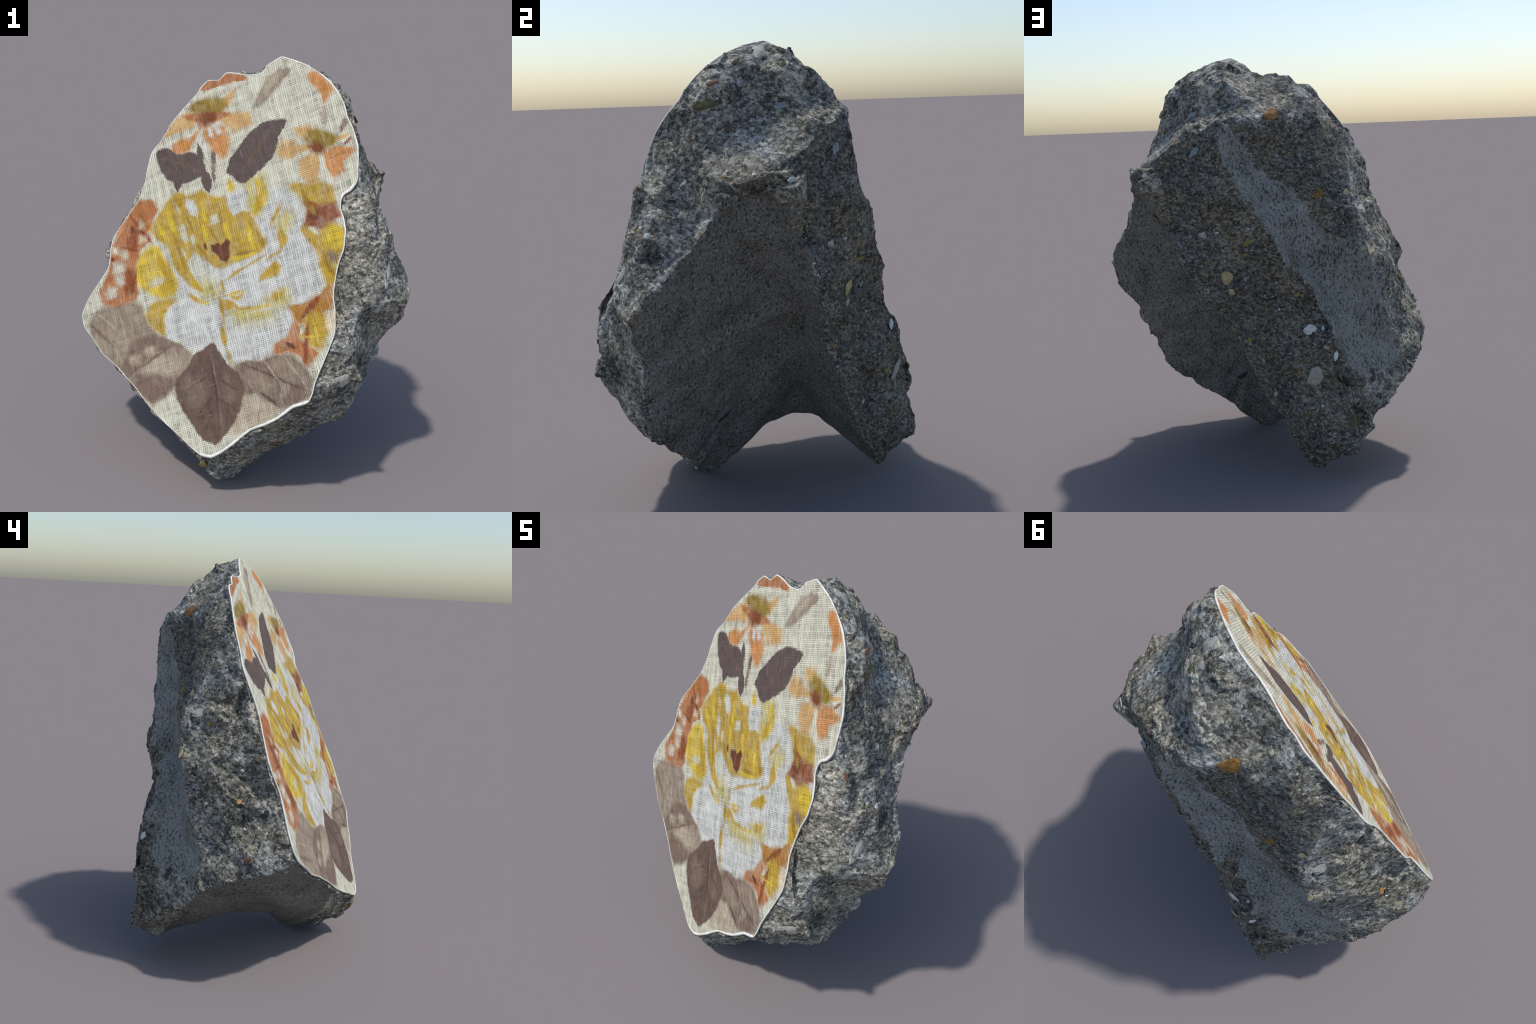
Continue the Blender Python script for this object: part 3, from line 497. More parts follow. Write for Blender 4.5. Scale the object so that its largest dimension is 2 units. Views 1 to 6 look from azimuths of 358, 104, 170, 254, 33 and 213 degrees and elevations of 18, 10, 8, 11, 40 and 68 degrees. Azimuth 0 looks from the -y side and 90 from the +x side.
def piece(name, keep, mat):
    """One region of the skin as its own object, sharing the whole skin's normals."""
    f = F[keep]
    used, inv = np.unique(f, return_inverse=True)
    ob = new_mesh(name, P[used], inv.reshape(-1, 3), rock, True, (mat,))
    ob.data.normals_split_custom_set_from_vertices([tuple(n) for n in N[used]])
    return ob

# ------------------------------------------------------------------ materials


class Nodes:
    """Short hand for building a node tree."""

    def __init__(self, name):
        self.mat = bpy.data.materials.new(name)
        self.mat.use_nodes = True
        self.t = self.mat.node_tree
        self.bsdf = self.t.nodes["Principled BSDF"]
        self.coord = self.t.nodes.new("ShaderNodeTexCoord").outputs["Object"]

    def put(self, socket, v):
        if isinstance(v, bpy.types.NodeSocket):
            self.t.links.new(v, socket)
        elif v is not None:
            socket.default_value = v

    def math(self, op, a, b=None, c=None, clamp=False):
        n = self.t.nodes.new("ShaderNodeMath")
        n.operation, n.use_clamp = op, clamp
        for i, v in enumerate((a, b, c)):
            self.put(n.inputs[i], v)
        return n.outputs[0]

    def vec(self, op, a, b=None, out="Vector", scale=None):
        n = self.t.nodes.new("ShaderNodeVectorMath")
        n.operation = op
        self.put(n.inputs[0], a)
        if b is not None:
            self.put(n.inputs[1], b)
        if scale is not None:
            self.put(n.inputs["Scale"], scale)
        return n.outputs[out]

    def noise(self, v, scale, detail=2.0, rough=0.5, out="Fac"):
        n = self.t.nodes.new("ShaderNodeTexNoise")
        self.put(n.inputs["Vector"], v)
        n.inputs["Scale"].default_value = scale
        n.inputs["Detail"].default_value = detail
        n.inputs["Roughness"].default_value = rough
        return n.outputs[out]

    def cells(self, v, scale, out="Color", feature="F1", rnd=1.0):
        n = self.t.nodes.new("ShaderNodeTexVoronoi")
        n.feature = feature
        self.put(n.inputs["Vector"], v)
        n.inputs["Scale"].default_value = scale
        n.inputs["Randomness"].default_value = rnd
        return n.outputs[out]

    def stretch(self, v, s, rot=(0, 0, 0)):
        n = self.t.nodes.new("ShaderNodeMapping")
        self.put(n.inputs["Vector"], v)
        n.inputs["Scale"].default_value = s
        n.inputs["Rotation"].default_value = rot
        return n.outputs[0]

    def ramp(self, f, stops, interp="LINEAR"):
        n = self.t.nodes.new("ShaderNodeValToRGB")
        n.color_ramp.interpolation = interp
        e = n.color_ramp.elements
        while len(e) < len(stops):
            e.new(0.5)
        for k, (p, c) in enumerate(stops):
            e[k].position = p
            e[k].color = (*c, 1) if len(c) == 3 else c
        self.put(n.inputs[0], f)
        return n.outputs[0]

    def remap(self, v, a, b, c=0.0, d=1.0, smooth=True):
        n = self.t.nodes.new("ShaderNodeMapRange")
        n.interpolation_type = "SMOOTHSTEP" if smooth else "LINEAR"
        self.put(n.inputs["Value"], v)
        for k, x in zip(("From Min", "From Max", "To Min", "To Max"), (a, b, c, d)):
            n.inputs[k].default_value = x
        return n.outputs[0]

    def mix(self, f, a, b, mode="MIX"):
        n = self.t.nodes.new("ShaderNodeMix")
        n.data_type, n.blend_type = "RGBA", mode
        self.put(n.inputs[0], f)
        self.put(n.inputs[6], (*a, 1) if isinstance(a, tuple) else a)
        self.put(n.inputs[7], (*b, 1) if isinstance(b, tuple) else b)
        return n.outputs[2]

    def red(self, c):
        n = self.t.nodes.new("ShaderNodeSeparateColor")
        self.put(n.inputs[0], c)
        return n.outputs[0]

    def bw(self, c):
        n = self.t.nodes.new("ShaderNodeRGBToBW")
        self.put(n.inputs[0], c)
        return n.outputs[0]

    def xyz(self, v):
        n = self.t.nodes.new("ShaderNodeSeparateXYZ")
        self.put(n.inputs[0], v)
        return n.outputs

    def finish(self, colour, height=None, strength=0.5, dist=0.01, rough=0.85, spec=0.3):
        self.put(self.bsdf.inputs["Base Color"], colour)
        self.put(self.bsdf.inputs["Roughness"], rough)
        self.bsdf.inputs["Specular IOR Level"].default_value = spec
        if height is not None:
            b = self.t.nodes.new("ShaderNodeBump")
            b.inputs["Strength"].default_value = strength
            b.inputs["Distance"].default_value = dist
            self.put(b.inputs["Height"], height)
            self.put(self.bsdf.inputs["Normal"], b.outputs[0])
        return self.mat


def granite_material(name, bright, warmth, sizes, mottle):
    """Broken stone: pale, grey and dark grains of several sizes, mottled, with rusty and olive specks."""
    n = Nodes(name)
    wob = n.vec("SCALE", n.vec("SUBTRACT", n.noise(n.coord, 75, 3, 0.7, "Color"), (0.5, 0.5, 0.5)), scale=0.030)
    p = n.vec("ADD", n.stretch(n.coord, (1.0, 1.0, 1.25), (0.5, 0.4, 0.2)), wob)
    big, mid, small = (n.cells(p, s) for s in sizes)
    tone = n.math("ADD", n.math("MULTIPLY", n.red(big), 0.40), n.math("MULTIPLY", n.red(mid), 0.32))
    tone = n.math("ADD", tone, n.math("MULTIPLY", n.red(small), 0.20))
    tone = n.math("ADD", tone, n.math("MULTIPLY", n.noise(n.coord, 210, 2, 0.6), 0.16))
    patch = n.noise(n.coord, 5.5, 5, 0.66)
    tone = n.math("ADD", tone, n.math("MULTIPLY", n.math("SUBTRACT", patch, 0.5), mottle))
    tone = n.math("MULTIPLY_ADD", n.math("SUBTRACT", tone, 0.50), 1.08, 0.50)
    shades = [(0.10, 0.022), (0.32, 0.065), (0.46, 0.125), (0.60, 0.215), (0.76, 0.335), (0.95, 0.55)]
    w, c = warmth
    warm = n.ramp(tone, [(q, tuple(min(1, v * bright * k) for k in w)) for q, v in shades])
    cool = n.ramp(tone, [(q, tuple(min(1, v * bright * k) for k in c)) for q, v in shades])
    hue = n.remap(n.noise(n.vec("ADD", n.coord, (3.1, 1.7, 0.4)), 5, 4, 0.65), 0.42, 0.62)
    col = n.mix(hue, warm, cool)
    speck = n.cells(p, 30, "Color")
    rust = n.math("GREATER_THAN", n.red(speck), 0.95)
    near = n.remap(n.cells(p, 30, "Distance"), 0.15, 0.42, 1, 0)
    tint = n.ramp(n.noise(n.coord, 3.0, 1), [(0.35, (0.19, 0.095, 0.04)), (0.5, (0.23, 0.165, 0.06)), (0.65, (0.13, 0.115, 0.05))])
    col = n.mix(n.math("MULTIPLY", n.math("MULTIPLY", rust, near), 0.7), col, tint)
    stain = n.remap(n.noise(n.vec("ADD", n.coord, (9, 4, 2)), 8, 4, 0.7), 0.62, 0.74, 0, 0.45)
    col = n.mix(stain, col, (0.17, 0.115, 0.05))
    h = n.math("ADD", n.math("MULTIPLY", n.red(mid), 0.35), n.math("MULTIPLY", n.noise(n.coord, 95, 5, 0.68), 1.3))
    h = n.math("ADD", h, n.math("MULTIPLY", n.cells(p, sizes[0], "Distance"), -0.5))
    return n.finish(col, h, 0.55, 0.008, 0.82, 0.3)


def worn_material(name, ground, pale, dark, lean):
    """Worn skin of the stone: fine mottled ground with small stretched pits and pale flecks."""
    n = Nodes(name)
    s = n.stretch(n.coord, (1.0, 1.0, 0.55), lean)
    s = n.vec("ADD", s, n.vec("SCALE", n.noise(n.coord, 40, 2, 0.6, "Color"), scale=0.012))
    grain = n.noise(s, 190, 4, 0.7)
    mid = n.noise(n.vec("ADD", s, (4, 4, 1)), 70, 3, 0.6)
    pits = n.noise(n.vec("ADD", s, (7, 2, 5)), 98, 3, 0.6)
    flecks = n.noise(n.vec("ADD", s, (1, 9, 4)), 115, 2, 0.55)
    cloud = n.noise(n.coord, 8, 5, 0.65)
    col = n.mix(n.math("ADD", n.math("MULTIPLY", grain, 0.7), n.math("MULTIPLY", mid, 0.3)), tuple(c * 0.35 for c in ground), tuple(min(1, c * 1.65) for c in ground))
    col = n.mix(n.remap(flecks, 0.54, 0.66, 0, 0.75), col, pale)
    dense = n.math("MULTIPLY_ADD", n.math("SUBTRACT", cloud, 0.5), 0.16, pits)
    col = n.mix(n.remap(dense, 0.52, 0.63, 0, 0.8), col, dark)
    col = n.mix(1.0, col, n.ramp(cloud, [(0.3, (1.12, 1.12, 1.13)), (0.5, (1.0, 1.0, 0.99)), (0.7, (0.78, 0.76, 0.71))]), "MULTIPLY")
    h = n.math("SUBTRACT", n.math("MULTIPLY", grain, 0.6), n.remap(dense, 0.54, 0.68))
    return n.finish(col, h, 0.6, 0.006, 0.82, 0.3)


def pebble_material(name, a, b, rough=0.55):
    n = Nodes(name)
    v = n.noise(n.coord, 45, 4, 0.65)
    streak = n.noise(n.stretch(n.coord, (1.0, 0.25, 1.6), (0.4, 0.2, 0.9)), 80, 2)
    col = n.mix(n.remap(n.math("ADD", n.math("MULTIPLY", v, 0.6), n.math("MULTIPLY", streak, 0.4)), 0.36, 0.64), a, b)
    return n.finish(col, v, 0.4, 0.006, rough, 0.4)


INK = {
    "cream": (0.50, 0.48, 0.38), "white": (0.475, 0.475, 0.445), "ivory": (0.45, 0.44, 0.35), "mustard": (0.37, 0.235, 0.022),
    "bronze": (0.24, 0.145, 0.016),
    "gold": (0.52, 0.37, 0.028), "orange": (0.45, 0.19, 0.055), "orange_rust": (0.32, 0.115, 0.036), "rust": (0.19, 0.05, 0.015),
    "rust_dark": (0.15, 0.042, 0.014), "maroon": (0.115, 0.038, 0.02), "olive": (0.21, 0.135, 0.012), "tan": (0.46, 0.28, 0.11),
    "straw": (0.42, 0.36, 0.13), "peach": (0.56, 0.45, 0.31), "taupe": (0.225, 0.17, 0.125), "brown_taupe": (0.15, 0.10, 0.075), "pale_taupe": (0.36, 0.30, 0.22),
    "leaf_brown": (0.108, 0.069, 0.052), "leaf_dark": (0.078, 0.048, 0.037), "leaf_light": (0.145, 0.105, 0.078),
    "taupe_dark": (0.088, 0.063, 0.056), "ochre": (0.31, 0.135, 0.02),
}


def outline_profile(pts, steps=48):
    """Centre of an outline and its radius over the angle, for a polar mask."""
    q = np.array(pts)
    x, y = q[:, 0], q[:, 1]
    x1, y1 = np.roll(x, -1), np.roll(y, -1)
    w = x * y1 - x1 * y
    c = np.array([((x + x1) * w).sum(), ((y + y1) * w).sum()]) / (3 * w.sum())
    a = q - c
    e = np.roll(a, -1, 0) - a
    r = []
    for k in range(steps + 1):
        t = -math.pi + 2 * math.pi * k / steps
        d = np.array([math.cos(t), math.sin(t)])
        den = d[0] * e[:, 1] - d[1] * e[:, 0]
        den = np.where(abs(den) < 1e-9, 1e-9, den)
        dist = (a[:, 0] * e[:, 1] - a[:, 1] * e[:, 0]) / den
        u = (a[:, 0] * d[1] - a[:, 1] * d[0]) / den
        ok = (u >= -1e-6) & (u <= 1 + 1e-6) & (dist > 0)
        r.append(float(dist[ok].max()) if ok.any() else 0.001)
    return c, r


def shared_group(name, ins, outs):
    t = bpy.data.node_groups.new(name, "ShaderNodeTree")
    for key, kind in ins:
        t.interface.new_socket(key, in_out="INPUT", socket_type="NodeSocket" + kind)
    for key, kind in outs:
        t.interface.new_socket(key, in_out="OUTPUT", socket_type="NodeSocket" + kind)
    n = Nodes.__new__(Nodes)
    n.t = t
    return n, t.nodes.new("NodeGroupInput").outputs, t.nodes.new("NodeGroupOutput").inputs


def angle_group(made=[]):
    """Angle (0 to 1) and distance of a place round a centre."""
    if not made:
        n, i, o = shared_group("angle_round_centre", [("Place", "Vector"), ("Centre", "Vector")], [("Turn", "Float"), ("Reach", "Float")])
        d = n.vec("SUBTRACT", i["Place"], i["Centre"])
        dx = n.vec("DOT_PRODUCT", d, (1, 0, 0), out="Value")
        dy = n.vec("DOT_PRODUCT", d, (0, 1, 0), out="Value")
        n.put(o["Turn"], n.math("MULTIPLY_ADD", n.math("ARCTAN2", dy, dx), 1 / (2 * math.pi), 0.5))
        n.put(o["Reach"], n.vec("LENGTH", d, out="Value"))
        made.append(n.t)
    return made[0]


def ink_group(name, brush):
    """Lays one ink over the cloth colour inside a brush mark or an outline."""
    ins = [("Place", "Vector"), ("Cloth", "Vector"), ("Ink", "Vector"), ("Wash", "Float"), ("Steep", "Float"), ("Base", "Float")]
    ins += [("Centre", "Vector"), ("Along", "Vector"), ("Aside", "Vector"), ("Half", "Float"), ("Taper", "Float")] if brush else [("Gap", "Float"), ("Reach", "Float")]
    n, i, o = shared_group(name, ins, [("Cloth", "Vector")])
    if brush:
        d = n.vec("SUBTRACT", i["Place"], i["Centre"])
        along = n.vec("DOT_PRODUCT", d, i["Along"], out="Value")
        aside = n.vec("DOT_PRODUCT", d, i["Aside"], out="Value")
        body = n.math("MULTIPLY_ADD", n.math("MULTIPLY", along, along), i["Taper"], i["Half"])
        gap = n.math("SUBTRACT", body, n.math("ABSOLUTE", aside))
    else:
        gap = n.math("SUBTRACT", i["Gap"], i["Reach"])
    mask = n.math("MULTIPLY_ADD", gap, i["Steep"], i["Base"], clamp=True)
    step = n.vec("SUBTRACT", i["Ink"], i["Cloth"])
    n.put(o["Cloth"], n.vec("ADD", i["Cloth"], n.vec("SCALE", step, scale=n.math("MULTIPLY", mask, i["Wash"]))))
    return n.t


def cloth_material():
    """Woven cloth with the flower print. Object coordinates: x across the face, y up it."""
    n = Nodes("printed_cloth")
    jit = n.vec("SUBTRACT", n.noise(n.coord, 26, 2, 0.6, "Color"), (0.5, 0.5, 0.5))
    fine = n.vec("SUBTRACT", n.noise(n.coord, 130, 1, 0.5, "Color"), (0.5, 0.5, 0.5))
    p = n.vec("ADD", n.coord, n.vec("SCALE", jit, scale=0.017))
    p = n.vec("ADD", p, n.vec("SCALE", fine, scale=0.015))
    p = n.vec("MULTIPLY", p, (1, 1, 0))
    # threads run aslant over the face
    w = n.stretch(n.coord, (1, 1, 0), (0, 0, math.radians(-27.5)))
    w = n.vec("ADD", w, n.vec("SCALE", n.vec("SUBTRACT", n.noise(w, 14, 2, 0.5, "Color"), (0.5, 0.5, 0.5)), scale=0.013))
    ux, vy, _ = n.xyz(w)
    warp = n.math("MULTIPLY_ADD", n.math("COSINE", n.math("MULTIPLY", ux, 2 * math.pi / 0.0108)), 0.5, 0.5)
    weft = n.math("MULTIPLY_ADD", n.math("COSINE", n.math("MULTIPLY", vy, 2 * math.pi / 0.0088)), 0.5, 0.5)
    slub_u = n.noise(n.stretch(w, (95, 9, 1)), 1.0, 2, 0.6)
    slub_v = n.noise(n.stretch(w, (11, 105, 1)), 1.0, 2, 0.6)
    thick_u = n.noise(n.stretch(w, (38, 2.0, 1)), 1.0, 1, 0.5)
    thick_v = n.noise(n.stretch(w, (2.0, 34, 1)), 1.0, 1, 0.5)
    up = n.math("MULTIPLY", n.math("MULTIPLY_ADD", warp, 0.75, 0.25), n.math("ADD", slub_u, n.math("MULTIPLY", n.math("SUBTRACT", thick_u, 0.5), 1.3)))
    across = n.math("MULTIPLY", n.math("MULTIPLY_ADD", weft, 0.75, 0.25), n.math("ADD", slub_v, n.math("MULTIPLY", n.math("SUBTRACT", thick_v, 0.5), 1.1)))
    thread = n.math("MAXIMUM", n.math("MULTIPLY", up, 1.12), across)
    lit = n.remap(thread, 0.13, 0.52, 0, 1, False)

    ground = col = n.mix(n.noise(n.coord, 5, 2), (0.46, 0.455, 0.365), (0.53, 0.505, 0.395))
    wash = n.remap(n.math("ADD", n.math("MULTIPLY", n.noise(n.stretch(w, (30, 8, 1)), 1.0, 4, 0.7), 0.6), n.math("MULTIPLY", n.noise(n.coord, 11, 4, 0.6), 0.4)), 0.36, 0.56, 0.74, 1.0)
    patch, brush = ink_group("ink_patch", False), ink_group("ink_brush", True)
    for name, ink, feather, pts, *width in PRINT:
        crisp = ink in ("taupe_dark", "leaf_brown", "maroon", "white")
        put = {"Place": p, "Cloth": col, "Ink": INK[ink], "Wash": 1.0 if crisp else wash}
        if width:                                          # a brush mark: widest in its middle, fading at both ends
            a, b = np.array(pts)
            half = np.linalg.norm(b - a) / 2
            t = (b - a) / (2 * half)
            put |= {"Centre": (*((a + b) / 2), 0), "Along": (*t, 0), "Aside": (-t[1], t[0], 0), "Half": width[0] / 2,
                    "Taper": -width[0] / 2 / (half * 1.08) ** 2, "Steep": 1 / (1.4 * feather), "Base": 0.57}
        else:                                              # a patch: an outline held as radius over angle
            c, r = outline_profile(pts)
            turn = n.t.nodes.new("ShaderNodeGroup")
            turn.node_tree = angle_group()
            n.put(turn.inputs["Place"], p)
            turn.inputs["Centre"].default_value = (*c, 0)
            cur = n.t.nodes.new("ShaderNodeFloatCurve")
            cv = cur.mapping.curves[0]
            steps = len(r) - 1
            cv.points[0].location = (0, r[0])
            cv.points[1].location = (1, r[-1])
            for k in range(1, steps):
                cv.points.new(k / steps, r[k])
            for q in cv.points:
                q.handle_type = "VECTOR"
            cur.mapping.update()
            n.put(cur.inputs["Value"], turn.outputs["Turn"])
            soft = 2.0 if crisp else 3.2
            put |= {"Gap": cur.outputs[0], "Reach": turn.outputs["Reach"], "Steep": 1 / (soft * feather), "Base": 0.6}
        g = n.t.nodes.new("ShaderNodeGroup")               # made after what feeds it: the renderer keeps fewer values alive
        g.node_tree = brush if width else patch
        for key, v in put.items():
            n.put(g.inputs[key], v)
        col = g.outputs["Cloth"]
    # worn dye: the bare cloth shows through in streaks along the threads
    bare = n.math("MULTIPLY", n.remap(n.noise(n.stretch(w, (70, 11, 1)), 1.0, 4, 0.7), 0.50, 0.72, 0, 0.34), n.remap(n.bw(col), 0.06, 0.20, 0.10, 1.0))
    col = n.mix(bare, col, ground)
    # dye lies unevenly and along the threads
    uneven = n.math("ADD", n.math("MULTIPLY", n.noise(n.coord, 14, 5, 0.7), 0.55), n.math("MULTIPLY", n.noise(n.stretch(w, (60, 14, 1)), 1.0, 3, 0.6), 0.45))
    col = n.mix(1.0, col, n.ramp(uneven, [(0.36, (0.74, 0.72, 0.70)), (0.5, (1.0, 1.0, 1.0)), (0.66, (1.18, 1.20, 1.20))]), "MULTIPLY")
    bright = n.bw(col)
    depth = n.remap(bright, 0.06, 0.5, 0.34, 0.62)
    dark = n.math("SUBTRACT", 1.0, n.math("MULTIPLY", depth, n.math("SUBTRACT", 1.0, lit)))
    col = n.mix(1.0, col, n.mix(dark, (0, 0, 0), (1.16, 1.16, 1.16)), "MULTIPLY")
    # washed-out fibres over the dark inks
    fibre = n.math("MULTIPLY", n.remap(n.math("MAXIMUM", slub_u, slub_v), 0.60, 0.80), n.remap(bright, 0.05, 0.4, 0.22, 0.05))
    col = n.mix(fibre, col, (0.42, 0.36, 0.28))
    return n.finish(col, thread, 0.35, 0.006, 0.75, 0.25)


def lip_material():
    n = Nodes("pale_plaster")
    v = n.noise(n.coord, 30, 4, 0.6)
    col = n.ramp(v, [(0.30, (0.56, 0.53, 0.44)), (0.48, (0.74, 0.73, 0.67)), (0.7, (0.80, 0.80, 0.77))])
    stain = n.remap(n.noise(n.coord, 9, 3, 0.6), 0.60, 0.72, 0, 0.5)
    col = n.mix(stain, col, (0.34, 0.35, 0.31))
    return n.finish(col, v, 0.25, 0.004, 0.45, 0.5)


WARM, COOL = (1.12, 1.05, 0.84), (1.0, 1.02, 0.94)
M_FRACTURE = granite_material("broken_granite", 1.04, (WARM, COOL), (60, 112, 200), 1.05)
M_DARKER = granite_material("weathered_granite", 0.66, ((1.16, 1.05, 0.80), (1.02, 1.0, 0.92)), (75, 130, 230), 0.55)  # darker, browner and finer-grained granite for the rear side
M_CHANNEL = worn_material("worn_brown_grey", (0.165, 0.160, 0.142), (0.33, 0.325, 0.30), (0.042, 0.042, 0.039), (0.5, 0.3, 0.2))
M_BAND = worn_material("worn_blue_grey", (0.235, 0.242, 0.222), (0.37, 0.38, 0.36), (0.045, 0.047, 0.044), (0.2, -0.6, 0.1))
M_LIP = lip_material()
M_CLOTH = cloth_material()
PEBBLE = {
    "amber": pebble_material("amber_pebble", (0.13, 0.065, 0.012), (0.34, 0.17, 0.035)),
    "ochre": pebble_material("ochre_pebble", (0.16, 0.11, 0.02), (0.36, 0.26, 0.08)),
    "olive": pebble_material("olive_pebble", (0.06, 0.055, 0.018), (0.15, 0.125, 0.045)),
    "white": pebble_material("quartz_pebble", (0.42, 0.44, 0.41), (0.66, 0.66, 0.63)),
    "pale": pebble_material("pale_pebble", (0.27, 0.27, 0.235), (0.44, 0.43, 0.37)),
    "tan": pebble_material("tan_pebble", (0.34, 0.26, 0.11), (0.50, 0.43, 0.27)),
    "maroon": pebble_material("maroon_pebble", (0.018, 0.011, 0.010), (0.034, 0.02, 0.018)),
    "black": pebble_material("black_pebble", (0.012, 0.014, 0.016), (0.05, 0.052, 0.055)),
    "rust": pebble_material("rust_pebble", (0.10, 0.045, 0.025), (0.20, 0.095, 0.05)),
    "slate": pebble_material("slate_pebble", (0.15, 0.17, 0.185), (0.30, 0.325, 0.34)),
}

worn_face = np.sum(channel[F], 1) >= 2
band_face = (np.sum(band[F], 1) >= 2) & ~worn_face
darker_rear_face = (np.sum(darker_rear[F], 1) >= 2) & ~worn_face & ~band_face
piece("fractured_stone", ~(worn_face | band_face | darker_rear_face), M_FRACTURE)
piece("weathered_back", darker_rear_face, M_DARKER)
piece("worn_channel", worn_face, M_CHANNEL)
piece("worn_band", band_face, M_BAND)
skin_tree = BVHTree.FromPolygons([Vector(p) for p in P], [list(map(int, f)) for f in F])

# ------------------------------------------------------------------ cloth plate and plaster lip


def rounded_outline(pts, per=4):
    pts = np.array(pts)
    n = len(pts)
    out = []
    for i in range(n):
        p0, p1, p2, p3 = pts[i - 1], pts[i], pts[(i + 1) % n], pts[(i + 2) % n]
        for k in range(per):
            u = k / per
            c = 0.5 * (2 * p1 + (p2 - p0) * u + (2 * p0 - 5 * p1 + 4 * p2 - p3) * u * u + (3 * p1 - p0 - 3 * p2 + p3) * u ** 3)
            out.append(0.6 * c + 0.4 * (p1 * (1 - u) + p2 * u))
    return np.array(out)


edge = rounded_outline(OUTLINE)
nxt, prv = np.roll(edge, -1, 0), np.roll(edge, 1, 0)
tang = nxt - prv
tang /= np.linalg.norm(tang, axis=1)[:, None] + 1e-9
outward = np.stack([-tang[:, 1], tang[:, 0]], 1)
area = 0.5 * np.sum(edge[:, 0] * nxt[:, 1] - nxt[:, 0] * edge[:, 1])
outward = outward if area < 0 else -outward


def loop(grow, d):
    if grow < -0.001:
        grow = grow * np.array([0.8 + 0.55 * noise.noise(Vector((p[0] * 9, p[1] * 9, 2.0))) + (1.5 if o[1] < -0.35 and p[0] > 0.05 else 0.0) for p, o in zip(edge, outward)])
    else:
        grow = grow * np.ones(len(edge))
    w = 0.0015 * np.array([noise.noise(Vector((p[0] * 25, p[1] * 25, d * 100))) for p in edge])
    return [on_face(p[0] + o[0] * k, p[1] + o[1] * k, d) for p, o, k in zip(edge, outward, w + grow)]


# lip: profile from the cloth over the rounded edge and back into the stone
PROFILE = [(-0.0060, 0.0030), (-0.0045, 0.0046), (-0.002, 0.0040), (0.0, 0.0015), (-0.001, -0.003), (-0.009, -0.007)]
rings = [loop(g, d) for g, d in PROFILE]
n = len(edge)
verts = [v for r in rings for v in r]
faces = [(k * n + i, k * n + (i + 1) % n, (k + 1) * n + (i + 1) % n, (k + 1) * n + i) for k in range(len(rings) - 1) for i in range(n)]
if area < 0:
    faces = [f[::-1] for f in faces]
new_mesh("plaster_lip", verts, faces, rock, True, (M_LIP,))

# bed of stone under the lip
rings = [loop(g, d) for g, d in [(0.0, -0.0025), (-0.001, -0.012), (-0.016, -0.034)]]
verts = [v for r in rings for v in r]
faces = [(k * n + i, k * n + (i + 1) % n, (k + 1) * n + (i + 1) % n, (k + 1) * n + i) for k in range(len(rings) - 1) for i in range(n)]
new_mesh("lip_bed", verts, [f[::-1] for f in faces] if area < 0 else faces, rock, True, (M_FRACTURE,))

# cloth: a filled outline, gridded and very slightly uneven
bm = bmesh.new()
inner = edge - outward * 0.0030
ev = [bm.verts.new((p[0], p[1], 0)) for p in inner]
face = bm.faces.new(ev)
if face.normal.z < 0:
    face.normal_flip()
step = 0.03
for axis, lo, hi in ((0, -0.78, 0.6), (1, -1.08, 0.88)):
    for c in np.arange(lo, hi, step):
        co, no = [0, 0, 0], [0, 0, 0]
        co[axis], no[axis] = c, 1
        bmesh.ops.bisect_plane(bm, geom=bm.verts[:] + bm.edges[:] + bm.faces[:], plane_co=co, plane_no=no)
bm.normal_update()
up = [f for f in bm.faces if f.normal.z < 0]
if up:
    bmesh.ops.reverse_faces(bm, faces=up)
cv = [(v.co.x, v.co.y, 0.0035 + 0.0022 * noise.fractal(Vector((v.co.x * 5, v.co.y * 5, 3)), 1, 2, 2)) for v in bm.verts]
bm.verts.index_update()
cf = [[v.index for v in f.verts] for f in bm.faces]
bm.free()
cloth = new_mesh("floral_cloth", cv, cf, rock, True, (M_CLOTH,))
cloth.matrix_local = Matrix(((FACE_X[0], FACE_Y[0], FACE_N[0], FACE_O[0]), (FACE_X[1], FACE_Y[1], FACE_N[1], FACE_O[1]),
                             (FACE_X[2], FACE_Y[2], FACE_N[2], FACE_O[2]), (0, 0, 0, 1)))

